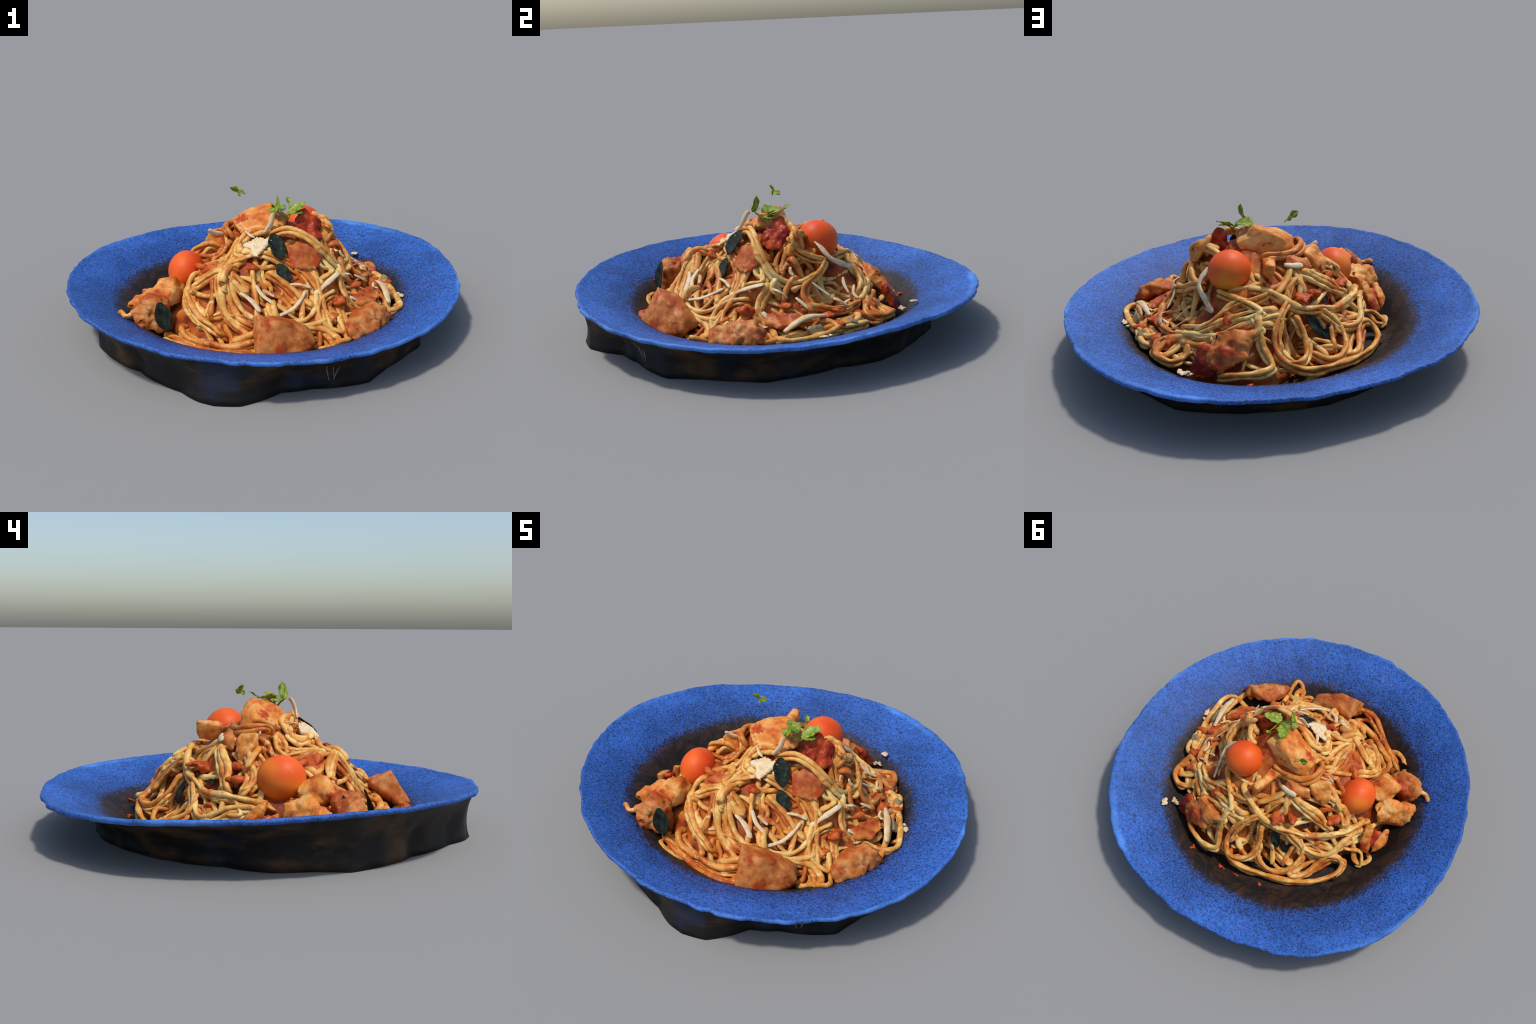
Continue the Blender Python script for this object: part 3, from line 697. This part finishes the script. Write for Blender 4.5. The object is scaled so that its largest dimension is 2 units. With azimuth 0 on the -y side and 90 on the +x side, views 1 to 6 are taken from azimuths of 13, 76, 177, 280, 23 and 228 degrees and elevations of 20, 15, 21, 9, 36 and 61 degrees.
strand([(-0.049, 0.273, 0.29), (-0.019, 0.325, 0.245), (-0.005, 0.378, 0.198), (0.003, 0.413, 0.17)])
strand([(-0.214, 0.352, 0.064), (-0.231, 0.342, 0.078), (-0.288, 0.345, 0.072)])
strand([(0.415, 0.099, 0.245), (0.401, 0.142, 0.199), (0.372, 0.217, 0.187)])
strand([(0.351, 0.253, 0.203), (0.314, 0.233, 0.24), (0.302, 0.202, 0.249)])
strand([(0.502, 0.103, 0.197), (0.436, 0.112, 0.221), (0.466, 0.066, 0.244)])
strand([(-0.142, 0.456, 0.053), (-0.07, 0.458, 0.104), (-0.014, 0.448, 0.165), (0.063, 0.458, 0.224)])
strand([(-0.162, 0.419, 0.049), (-0.089, 0.385, 0.09), (-0.074, 0.319, 0.121), (-0.108, 0.274, 0.175)])
strand([(-0.243, 0.378, 0.07), (-0.196, 0.336, 0.101), (-0.158, 0.306, 0.123)])
strand([(-0.013, 0.317, 0.31), (-0.06, 0.274, 0.258)])
strand([(-0.287, 0.341, 0.087), (-0.281, 0.289, 0.123), (-0.271, 0.243, 0.158)])
strand([(-0.177, 0.128, 0.392), (-0.239, 0.103, 0.35), (-0.302, 0.073, 0.305), (-0.34, 0.081, 0.261)], MAIN)
strand([(-0.324, -0.037, 0.334), (-0.354, -0.059, 0.301), (-0.387, -0.038, 0.262), (-0.398, -0.013, 0.247)], MAIN)
strand([(-0.2, 0.216, 0.258), (-0.239, 0.156, 0.267), (-0.27, 0.106, 0.279)])
strand([(-0.061, 0.262, 0.304), (-0.09, 0.221, 0.357), (-0.138, 0.148, 0.385)])
strand([(-0.026, 0.274, 0.349), (-0.078, 0.205, 0.383), (-0.099, 0.145, 0.415)])
strand([(-0.069, -0.359, 0.38), (-0.146, -0.356, 0.34), (-0.209, -0.352, 0.293)])
strand([(-0.071, -0.37, 0.387), (-0.09, -0.418, 0.339)], MAIN)
strand([(0.165, -0.46, 0.25), (0.175, -0.502, 0.195), (0.099, -0.537, 0.149), (0.012, -0.565, 0.118)], MAIN)
strand([(-0.146, -0.356, 0.34), (-0.143, -0.401, 0.301), (-0.136, -0.446, 0.245), (-0.133, -0.481, 0.189)])
strand([(-0.258, -0.291, 0.287), (-0.184, -0.326, 0.327), (-0.135, -0.354, 0.349)])
strand([(-0.175, -0.197, 0.346), (-0.155, -0.276, 0.359), (-0.116, -0.341, 0.369)])
strand([(-0.139, -0.157, 0.359), (-0.113, -0.234, 0.376), (-0.116, -0.307, 0.376)])
strand([(0.03, -0.261, 0.423), (-0.063, -0.301, 0.395), (-0.097, -0.345, 0.378)])
strand([(0.102, -0.132, 0.519), (-0.002, -0.127, 0.499), (-0.053, -0.149, 0.459), (-0.063, -0.18, 0.426), (-0.044, -0.212, 0.419), (-0, -0.236, 0.438)], MAIN)
strand([(-0.112, 0.072, 0.465), (-0.158, 0.005, 0.46), (-0.154, -0.053, 0.428)])
strand([(-0.173, -0.085, 0.379), (-0.189, -0.114, 0.353), (-0.209, -0.13, 0.341)])
strand([(-0.086, -0.094, 0.44), (-0.115, -0.108, 0.388), (-0.134, -0.15, 0.361), (-0.159, -0.167, 0.349)])
strand([(-0.248, 0.236, 0.187), (-0.282, 0.226, 0.156), (-0.33, 0.179, 0.151), (-0.354, 0.142, 0.168)])
strand([(-0.283, 0.157, 0.215), (-0.332, 0.136, 0.192), (-0.378, 0.093, 0.191)])
strand([(-0.301, 0.255, 0.119), (-0.294, 0.229, 0.141), (-0.366, 0.172, 0.13), (-0.413, 0.14, 0.119)])
strand([(-0.455, -0.008, 0.144), (-0.449, 0.035, 0.136), (-0.429, 0.093, 0.135)])
strand([(-0.186, 0.287, 0.18), (-0.207, 0.265, 0.206), (-0.226, 0.25, 0.203)])
strand([(0.1, -0.15, 0.505), (0.178, -0.142, 0.525), (0.27, -0.14, 0.495), (0.335, -0.129, 0.44), (0.395, -0.095, 0.348), (0.41, -0.03, 0.305), (0.435, 0.045, 0.315), (0.42, 0.09, 0.33)], MAIN)


# buried noodles: limp arcs that follow the heap just under its skin
rnd = random.Random(4)
while noodle_count < 285:
    t = rnd.uniform(0, TAU)
    f = math.sqrt(rnd.uniform(0.03, 0.95))
    heading = rnd.uniform(0, TAU)
    curl = rnd.uniform(-9, 9)
    p = HEAP + 0.60 * f * np.array([math.cos(t), math.sin(t)])
    pts = []
    for k in range(rnd.randint(7, 13)):
        if heap_z(p[0], p[1]) < 0.11:
            break
        pts.append((p[0], p[1], heap_z(p[0], p[1]) - hollow(p[0], p[1]) - rnd.uniform(0.030, 0.055)))
        p = p + 0.055 * np.array([math.cos(heading), math.sin(heading)])
        heading += curl * 0.055 + rnd.uniform(-0.3, 0.3)
    if len(pts) >= 4:
        strand(pts, 0.0135)

# ------------------------------------------------------------------ chicken
def chunk(kind, material, corners, **kw):
    chunk.n += 1
    add(kind, blob(kind, corners, seed=chunk.n, **kw), material, pasta)


chunk.n = 0
# large piece on the plate edge, facing the viewer of the first picture
chunk("chicken_piece", CHICKEN, [(0.125, -0.605, 0.262), (0.322, -0.517, 0.192), (0.378, -0.526, 0.115), (0.138, -0.708, 0.112), (0.075, -0.515, 0.215),
      (0.118, -0.655, 0.105), (0.30, -0.625, 0.085), (0.325, -0.44, 0.13), (0.13, -0.49, 0.18), (0.352, -0.55, 0.075), (0.17, -0.69, 0.085), (0.23, -0.590, 0.235), (0.24, -0.50, 0.22)], rounding=2, rough=0.008)
chunk("chicken_piece", CHICKEN, [(0.600, -0.235, 0.205), (0.655, -0.255, 0.190), (0.49, -0.44, 0.158), (0.69, -0.235, 0.122), (0.62, -0.386, 0.113), (0.545, -0.445, 0.095),
      (0.495, -0.275, 0.155), (0.64, -0.20, 0.150), (0.50, -0.40, 0.09), (0.66, -0.27, 0.10), (0.565, -0.34, 0.195)], rounding=2, rough=0.011, grain=20)
# crowning piece
chunk("chicken_piece", PALE_CHICKEN, [(-0.128, -0.005, 0.520), (0.012, 0.052, 0.582), (-0.062, -0.004, 0.560), (0.062, 0.020, 0.590), (-0.070, -0.095, 0.478), (0.145, 0.065, 0.525),
      (0.100, -0.07, 0.570), (-0.100, -0.07, 0.510), (0.150, -0.100, 0.525), (0.036, 0.090, 0.465), (-0.131, 0.035, 0.460), (0.12, 0.06, 0.45), (-0.07, 0.065, 0.540), (-0.02, -0.13, 0.46)], rounding=4, rough=0.011)
# piece with a turned-up rim on the left shoulder of the heap
chunk("chicken_piece", PALE_CHICKEN, [(-0.246, -0.050, 0.460), (-0.280, 0.015, 0.340), (-0.165, 0.040, 0.460), (-0.165, -0.03, 0.345), (-0.285, 0.0, 0.385), (-0.255, 0.048, 0.350),
      (-0.150, -0.02, 0.455), (-0.235, -0.045, 0.360), (-0.20, 0.06, 0.43), (-0.215, -0.02, 0.468)], rounding=2, rough=0.010, grain=17, voxel=0.008)
chunk("chicken_piece", SAUCED, [(-0.075, 0.120, 0.475), (-0.075, 0.152, 0.430), (-0.13, 0.13, 0.375), (-0.19, 0.05, 0.43), (-0.22, 0.07, 0.38), (-0.16, 0.12, 0.43), (-0.12, 0.06, 0.46)], rounding=2, rough=0.010, grain=17, voxel=0.008)
# knobbly group on the left
chunk("chicken_piece", PALE_CHICKEN, [(-0.405, -0.355, 0.325), (-0.345, -0.315, 0.325), (-0.315, -0.275, 0.235), (-0.335, -0.39, 0.28), (-0.44, -0.31, 0.27), (-0.46, -0.40, 0.25),
      (-0.36, -0.42, 0.20), (-0.38, -0.25, 0.22), (-0.44, -0.30, 0.18), (-0.32, -0.33, 0.19), (-0.37, -0.235, 0.275), (-0.415, -0.24, 0.25)], rounding=6, rough=0.012)
chunk("chicken_piece", CHICKEN, [(-0.53, -0.495, 0.195), (-0.495, -0.454, 0.238), (-0.445, -0.49, 0.262), (-0.353, -0.478, 0.090), (-0.37, -0.50, 0.215), (-0.36, -0.42, 0.24), (-0.46, -0.38, 0.26),
      (-0.52, -0.43, 0.15), (-0.45, -0.55, 0.13), (-0.39, -0.53, 0.11), (-0.34, -0.42, 0.09), (-0.50, -0.40, 0.10)], rounding=4, rough=0.018, grain=19)
chunk("chicken_piece", PALE_CHICKEN, [(-0.405, -0.225, 0.205), (-0.465, -0.190, 0.215), (-0.50, -0.20, 0.12), (-0.60, -0.335, 0.135), (-0.56, -0.40, 0.190), (-0.45, -0.30, 0.250), (-0.58, -0.30, 0.095), (-0.46, -0.36, 0.12), (-0.40, -0.26, 0.11), (-0.55, -0.34, 0.21)], rounding=4, rough=0.016)
add("chicken_shred", sweep("chicken_shred", spline([(-0.505, -0.48, 0.19), (-0.545, -0.50, 0.172), (-0.575, -0.485, 0.185), (-0.592, -0.475, 0.180)], 0.008), 0.013, 0.012, wobble=0.6), PALE_CHICKEN, pasta)
# strip that juts out behind the crown
chunk("chicken_piece", PALE_CHICKEN, [(0.035, 0.12, 0.470), (-0.025, 0.13, 0.465), (0.005, 0.20, 0.495), (-0.025, 0.287, 0.492), (0.018, 0.288, 0.486), (0.000, 0.278, 0.405), (0.03, 0.20, 0.42), (-0.01, 0.21, 0.40)], rounding=2, voxel=0.008, rough=0.008)
# brown piece under the high looping noodle
chunk("chicken_piece", CHICKEN, [(0.170, -0.180, 0.450), (0.32, -0.155, 0.430), (0.360, -0.095, 0.410), (0.33, -0.22, 0.345), (0.21, -0.255, 0.360), (0.26, -0.125, 0.475), (0.20, -0.14, 0.33)], rounding=2, rough=0.014)
# saucy lumps that carry the noodles on the right flank
chunk("chicken_piece", SAUCED, [(0.36, -0.11, 0.315), (0.41, -0.16, 0.285), (0.39, -0.25, 0.240), (0.34, -0.25, 0.270), (0.44, -0.11, 0.235), (0.43, -0.20, 0.18), (0.37, -0.29, 0.17), (0.30, -0.20, 0.25)], rough=0.016)
chunk("chicken_piece", SAUCED, [(0.52, -0.08, 0.205), (0.60, -0.14, 0.155), (0.62, -0.04, 0.165), (0.54, -0.18, 0.145), (0.58, 0.01, 0.185), (0.49, -0.16, 0.185), (0.52, -0.06, 0.10)], rough=0.016)
chunk("chicken_piece", SAUCED, [(0.36, -0.36, 0.175), (0.42, -0.40, 0.125), (0.32, -0.44, 0.145), (0.38, -0.46, 0.08), (0.34, -0.34, 0.12), (0.43, -0.34, 0.13)], rough=0.014)
# folded piece by the left edge: two leaves of meat with a red seam
chunk("chicken_piece", PALE_CHICKEN, [(-0.500, -0.035, 0.155), (-0.475, -0.130, 0.225), (-0.566, -0.035, 0.095), (-0.53, -0.02, 0.10), (-0.50, -0.10, 0.10), (-0.505, -0.125, 0.215), (-0.53, -0.06, 0.15)], rounding=2, voxel=0.007, rough=0.008)
chunk("chicken_piece", PALE_CHICKEN, [(-0.570, -0.195, 0.190), (-0.600, -0.140, 0.110), (-0.575, -0.05, 0.095), (-0.55, -0.19, 0.11), (-0.595, -0.10, 0.14), (-0.545, -0.18, 0.18), (-0.56, -0.08, 0.14)], rounding=2, voxel=0.007, rough=0.008)
chunk("red_pepper_piece", PEPPER, [(-0.51, -0.06, 0.14), (-0.52, -0.15, 0.17), (-0.56, -0.17, 0.16), (-0.57, -0.07, 0.11), (-0.53, -0.10, 0.08)], rounding=3, rough=0.006)
# ridge of red pepper and pale meat below the parsley
chunk("red_pepper_piece", PEPPER, [(0.195, -0.075, 0.525), (0.225, -0.005, 0.585), (0.265, -0.015, 0.560), (0.315, 0.010, 0.515), (0.335, -0.04, 0.450), (0.22, -0.11, 0.45), (0.31, -0.09, 0.43), (0.20, 0.03, 0.47)], rounding=3, rough=0.018, grain=18)
chunk("chicken_piece", PALE_CHICKEN, [(0.255, 0.020, 0.572), (0.30, 0.040, 0.560), (0.345, 0.035, 0.525), (0.365, 0.01, 0.45), (0.37, 0.06, 0.43), (0.33, 0.08, 0.46), (0.30, 0.06, 0.50), (0.34, -0.03, 0.40)], rounding=3, rough=0.012)
# soft meat with a dark red end at the back
chunk("chicken_piece", SAUCED, [(0.240, 0.470, 0.270), (0.080, 0.465, 0.270), (0.120, 0.555, 0.160), (0.225, 0.560, 0.165), (0.29, 0.50, 0.21), (0.10, 0.40, 0.22), (0.26, 0.42, 0.22), (0.26, 0.570, 0.100), (0.31, 0.53, 0.13), (0.15, 0.52, 0.225)], rounding=2, rough=0.018)
chunk("red_pepper_piece", PEPPER, [(0.297, 0.475, 0.225), (0.335, 0.562, 0.078), (0.385, 0.535, 0.095), (0.265, 0.535, 0.165), (0.33, 0.49, 0.20), (0.295, 0.565, 0.080), (0.37, 0.50, 0.10), (0.24, 0.56, 0.10)], rounding=2, voxel=0.007, rough=0.012)
chunk("mushroom_slice", MUSHROOM, [(0.635, 0.06, 0.165), (0.665, -0.03, 0.165), (0.69, 0.0, 0.12), (0.68, 0.07, 0.115), (0.62, 0.02, 0.10), (0.60, 0.08, 0.12)], rounding=5, rough=0.006)
chunk("mushroom_slice", MUSHROOM, [(0.60, 0.21, 0.175), (0.64, 0.19, 0.15), (0.64, 0.24, 0.135), (0.60, 0.25, 0.14), (0.59, 0.19, 0.12)], rounding=4, rough=0.006)

# lumps of tomato pulp between the noodles
for k, (x, y, z) in enumerate([(-0.152, 0.239, 0.335), (-0.296, 0.042, 0.335), (-0.207, -0.240, 0.360), (0.517, 0.180, 0.195), (0.023, -0.313, 0.395), (-0.166, -0.288, 0.367), (0.536, 0.272, 0.158),
                               (0.411, -0.343, 0.175), (0.444, -0.252, 0.205), (0.615, 0.139, 0.150), (-0.202, 0.198, 0.315), (-0.346, 0.014, 0.295), (0.473, -0.091, 0.230), (0.558, 0.100, 0.185), (0.467, 0.355, 0.175), (0.198, 0.384, 0.292)]):
    r = random.Random(k)
    pts = [(x + r.gauss(0, 1) * 0.026, y + r.gauss(0, 1) * 0.026, z - 0.012 + r.gauss(0, 1) * 0.012) for _ in range(12)]
    chunk("tomato_pulp", PULP, pts, voxel=0.006, rounding=3, rough=0.008, grain=30)

# ------------------------------------------------------------------ cherry tomatoes
def tomato(center, radii, lean):
    bm = bmesh.new()
    bmesh.ops.create_icosphere(bm, subdivisions=5, radius=1.0)
    turn = Matrix.Rotation(lean[1], 4, "Z") @ Matrix.Rotation(lean[0], 4, "X")
    for v in bm.verts:
        p = v.co.copy()
        taper = 1.0 - 0.10 * max(0.0, -p.z) ** 2
        p = Vector((p.x * radii[0] * taper, p.y * radii[1] * taper, p.z * radii[2]))
        v.co = turn @ p * (1 + 0.012 * noise.noise(p * 14)) + Vector(center)
    m = bpy.data.meshes.new("cherry_tomato")
    bm.to_mesh(m)
    bm.free()
    add("cherry_tomato", m, TOMATO, pasta)


tomato((-0.338, -0.165, 0.288), (0.092, 0.106, 0.102), (0.15, 0.1))
tomato((0.188, 0.190, 0.436), (0.104, 0.098, 0.100), (0.2, 0.5))


# ------------------------------------------------------------------ cheese
def shaving(points, width=0.012, thick=0.0045, up=(0.3, -0.3, 0.9)):
    shaving.n += 1
    path = spline(points, 0.009)
    add("cheese_shaving", sweep("cheese_shaving", path, width * 0.82, thick * 0.8, 8, Vector(up).normalized(), 0.6, 0.6, 0.5, 90 + shaving.n), CHEESE, pasta)


shaving.n = 0
shaving([(0.069, -0.390, 0.322), (0.11, -0.43, 0.288), (0.171, -0.447, 0.255)], 0.013)
shaving([(0.428, -0.150, 0.315), (0.385, -0.225, 0.290), (0.330, -0.295, 0.252)], 0.016)
shaving([(0.585, 0.090, 0.182), (0.630, -0.02, 0.198), (0.668, -0.128, 0.158)], 0.019, 0.008)
shaving([(0.112, -0.128, 0.592), (0.104, -0.142, 0.585), (0.098, -0.158, 0.55), (0.068, -0.172, 0.505)], 0.015, 0.006, (0.6, -0.7, 0.2))
shaving([(0.255, 0.150, 0.455), (0.297, 0.168, 0.430), (0.332, 0.205, 0.378), (0.305, 0.275, 0.335), (0.272, 0.345, 0.300)], 0.018, 0.007, (0.7, 0.5, 0.4))
shaving([(-0.155, -0.01, 0.43), (-0.20, -0.035, 0.445), (-0.246, -0.056, 0.472)], 0.018, 0.006, (-0.6, 0.4, 0.5))
shaving([(-0.070, 0.152, 0.440), (-0.11, 0.148, 0.432), (-0.160, 0.130, 0.424)], 0.017, 0.008, (-0.4, 0.5, 0.7))
shaving([(0.217, -0.318, 0.306), (0.262, -0.300, 0.300), (0.311, -0.288, 0.282)], 0.010)
shaving([(0.289, -0.314, 0.275), (0.278, -0.361, 0.253), (0.243, -0.427, 0.225), (0.181, -0.479, 0.208)], 0.010)
shaving([(0.000, -0.425, 0.296), (0.055, -0.440, 0.265), (0.106, -0.473, 0.224)], 0.016)
shaving([(0.482, -0.174, 0.201), (0.520, -0.143, 0.168), (0.565, -0.133, 0.149)], 0.008)
for a, b, w in (((0.454, 0.070, 0.307), (0.494, 0.150, 0.240), 0.011), ((0.485, -0.017, 0.250), (0.534, 0.028, 0.204), 0.013), ((0.35, 0.16, 0.385), (0.371, 0.127, 0.395), 0.010),
                ((-0.034, -0.125, 0.500), (0.021, -0.184, 0.485), 0.013), ((0.411, -0.017, 0.378), (0.436, -0.007, 0.340), 0.014), ((0.501, 0.162, 0.230), (0.524, 0.222, 0.195), 0.013),
                ((0.484, -0.179, 0.198), (0.543, -0.136, 0.152), 0.013), ((0.433, -0.124, 0.293), (0.480, -0.054, 0.250), 0.011), ((0.159, -0.405, 0.276), (0.100, -0.394, 0.301), 0.015),
                ((0.467, 0.294, 0.204), (0.394, 0.300, 0.250), 0.012), ((0.515, 0.187, 0.206), (0.481, 0.251, 0.210), 0.011), ((-0.313, 0.004, 0.347), (-0.321, -0.036, 0.349), 0.014), ((0.451, 0.255, 0.228), (0.38, 0.250, 0.290), 0.014), ((0.574, 0.05, 0.19), (0.60, 0.00, 0.18), 0.012), ((0.55, -0.17, 0.15), (0.53, -0.21, 0.16), 0.012)):
    rnd = random.Random(int(a[0] * 1e4))
    mid = [(p + q) / 2 + rnd.uniform(-0.012, 0.012) for p, q in zip(a, b)]
    shaving([a, mid, b], w * 0.75, 0.0035)
chunk("cheese_lump", CHEESE, [(-0.040, -0.200, 0.455), (0.120, -0.195, 0.488), (0.056, -0.295, 0.418), (0.03, -0.175, 0.490), (0.06, -0.235, 0.462), (0.0, -0.22, 0.43)], voxel=0.006, rounding=1, rough=0.010, grain=22)
for c, s in (((0.415, 0.607, 0.134), 0.016), ((0.396, 0.535, 0.098), 0.020), ((0.375, 0.545, 0.092), 0.012), ((0.712, 0.050, 0.124), 0.016), ((0.700, 0.075, 0.122), 0.008)):
    r = random.Random(int(s * 1e4))
    chunk("cheese_crumb", CHEESE, [(c[0] + r.gauss(0, 1) * s, c[1] + r.gauss(0, 1) * s, c[2] + abs(r.gauss(0, 1)) * s * 0.45) for _ in range(9)], voxel=0.004, rounding=1, rough=0.003)
for x, y in ((0.107, 0.651), (-0.078, 0.593), (-0.060, 0.600), (-0.153, 0.566), (-0.287, 0.507), (0.125, 0.640)):
    r, z = random.Random(int(x * 1000)), resting_z(x, y) + 0.003
    chunk("sauce_flake", PEPPER, [(x + r.gauss(0, 1) * 0.012, y + r.gauss(0, 1) * 0.008, z + abs(r.gauss(0, 1)) * 0.006) for _ in range(8)], voxel=0.004, rounding=1, rough=0.003)


# ------------------------------------------------------------------ leaves
def leaf(kind, material, base, tip, facing, width, lobes=3, curl=0.15, depth=0.35):
    """Lobed leaf blade with thickness, from its base to its tip, its upper side towards 'facing'."""
    base, tip = Vector(base), Vector(tip)
    axis = tip - base
    length = axis.length
    axis.normalize()
    side = axis.cross(Vector(facing)).normalized()
    up = side.cross(axis)
    rows, across = 22, 9
    top, bottom = [], []
    for i in range(rows + 1):
        u = i / rows
        half = width * (math.sin(math.pi * min(1, u * 0.93 + 0.05)) ** 0.8) * (1 - depth * (0.5 + 0.5 * math.cos(TAU * lobes * u)) * (0.25 + u * 0.75))
        for j in range(across + 1):
            s = 2 * j / across - 1
            sag = -curl * length * u * u + 0.25 * half * (s * s) + 0.05 * width * math.sin(9 * u + 3 * s)
            p = base + axis * (u * length) + side * (s * half) + up * sag
            top.append(p + up * 0.0012)
            bottom.append(p - up * 0.0012)
    w, n = across + 1, len(top)
    faces = []
    for i in range(rows):
        for j in range(across):
            a = i * w + j
            faces.append((a, a + 1, a + w + 1, a + w))
            faces.append((n + a + w, n + a + w + 1, n + a + 1, n + a))
    edge = [j for j in range(w)] + [i * w + across for i in range(1, rows + 1)] + [rows * w + j for j in range(across - 1, -1, -1)] + [i * w for i in range(rows - 1, 0, -1)]
    for a, b in zip(edge, edge[1:] + edge[:1]):
        faces.append((b, a, n + a, n + b))
    add(kind, mesh_of(kind, top + bottom, faces), material, parsley if material == PARSLEY else pasta)


def stem(points, r=0.004):
    add("parsley_stem", sweep("parsley_stem", spline(points, 0.006), r, r, 7), PARSLEY, parsley)


parsley = bpy.data.objects.new("parsley", None)
parsley.empty_display_size = 0.05
parsley.parent = pasta
bpy.context.scene.collection.objects.link(parsley)
leaf("parsley_leaf", PARSLEY, (0.108, -0.112, 0.590), (0.128, -0.088, 0.668), (0.8, 0.5, -0.2), 0.026, 2, 0.1)
leaf("parsley_leaf", PARSLEY, (0.165, -0.055, 0.572), (0.242, -0.003, 0.612), (-0.2, -0.4, 0.9), 0.036, 3, -0.05)
leaf("parsley_leaf", PARSLEY, (0.165, -0.058, 0.575), (0.235, -0.055, 0.585), (0, -0.2, 1), 0.032, 3, 0.1)
leaf("parsley_leaf", PARSLEY, (0.140, -0.070, 0.590), (0.075, 0.020, 0.607), (0.1, 0.3, 1), 0.040, 3, 0.12)
leaf("parsley_leaf", PARSLEY, (0.110, -0.10, 0.592), (0.070, -0.075, 0.600), (0.2, -0.5, 1), 0.020, 2, 0.1)
leaf("parsley_leaf", PARSLEY, (0.149, 0.036, 0.598), (0.145, 0.062, 0.622), (0.3, -0.6, 0.6), 0.015, 2, 0.1)
stem([(0.165, -0.06, 0.545), (0.166, -0.03, 0.572), (0.156, 0.010, 0.590), (0.149, 0.045, 0.606)], 0.003)
stem([(0.165, -0.06, 0.545), (0.150, -0.08, 0.570), (0.118, -0.105, 0.590)], 0.0045)
stem([(0.165, -0.06, 0.545), (0.175, -0.05, 0.570), (0.20, -0.035, 0.588)], 0.004)
# a loose sprig above the heap
leaf("parsley_leaf", PARSLEY, (-0.108, 0.056, 0.644), (-0.150, 0.046, 0.668), (-0.3, 0.7, 0.5), 0.018, 1, 0.05)
leaf("parsley_leaf", PARSLEY, (-0.150, 0.046, 0.668), (-0.112, 0.055, 0.645), (0.6, 0.5, 0.6), 0.013, 1, 0.05)
leaf("parsley_leaf", PARSLEY, (-0.112, 0.056, 0.646), (-0.080, 0.080, 0.628), (0.4, -0.3, 0.8), 0.018, 2, 0.05)
leaf("parsley_leaf", PARSLEY, (-0.112, 0.056, 0.646), (-0.100, 0.042, 0.622), (-0.7, -0.5, 0.3), 0.013, 2, 0.05)

leaf("dark_patch", DARK_PATCH, (0.108, -0.175, 0.505), (0.168, -0.262, 0.405), (0.4, -0.7, 0.5), 0.044, 2, 0.02, 0.25)
leaf("dark_patch", DARK_PATCH, (0.150, -0.265, 0.385), (0.215, -0.305, 0.305), (0.3, -0.8, 0.5), 0.034, 2, 0.02, 0.25)
leaf("dark_patch", DARK_PATCH, (-0.372, -0.515, 0.262), (-0.325, -0.545, 0.125), (0.3, -0.9, 0.3), 0.040, 1, 0.02, 0.15)
leaf("dark_patch", DARK_PATCH, (-0.165, 0.285, 0.250), (-0.225, 0.330, 0.150), (-0.4, 0.7, 0.5), 0.030, 2, 0.05, 0.2)
leaf("dark_patch", DARK_PATCH, (-0.230, 0.262, 0.185), (-0.285, 0.300, 0.100), (-0.4, 0.7, 0.5), 0.034, 2, 0.05, 0.2)
leaf("dark_patch", DARK_PATCH, (-0.240, 0.150, 0.285), (-0.275, 0.150, 0.235), (-0.7, 0.5, 0.5), 0.022, 2, 0.05, 0.2)
leaf("dark_patch", DARK_PATCH, (-0.50, 0.20, 0.045), (-0.545, 0.175, 0.050), (0, 0, 1), 0.016, 2, 0.0, 0.2)
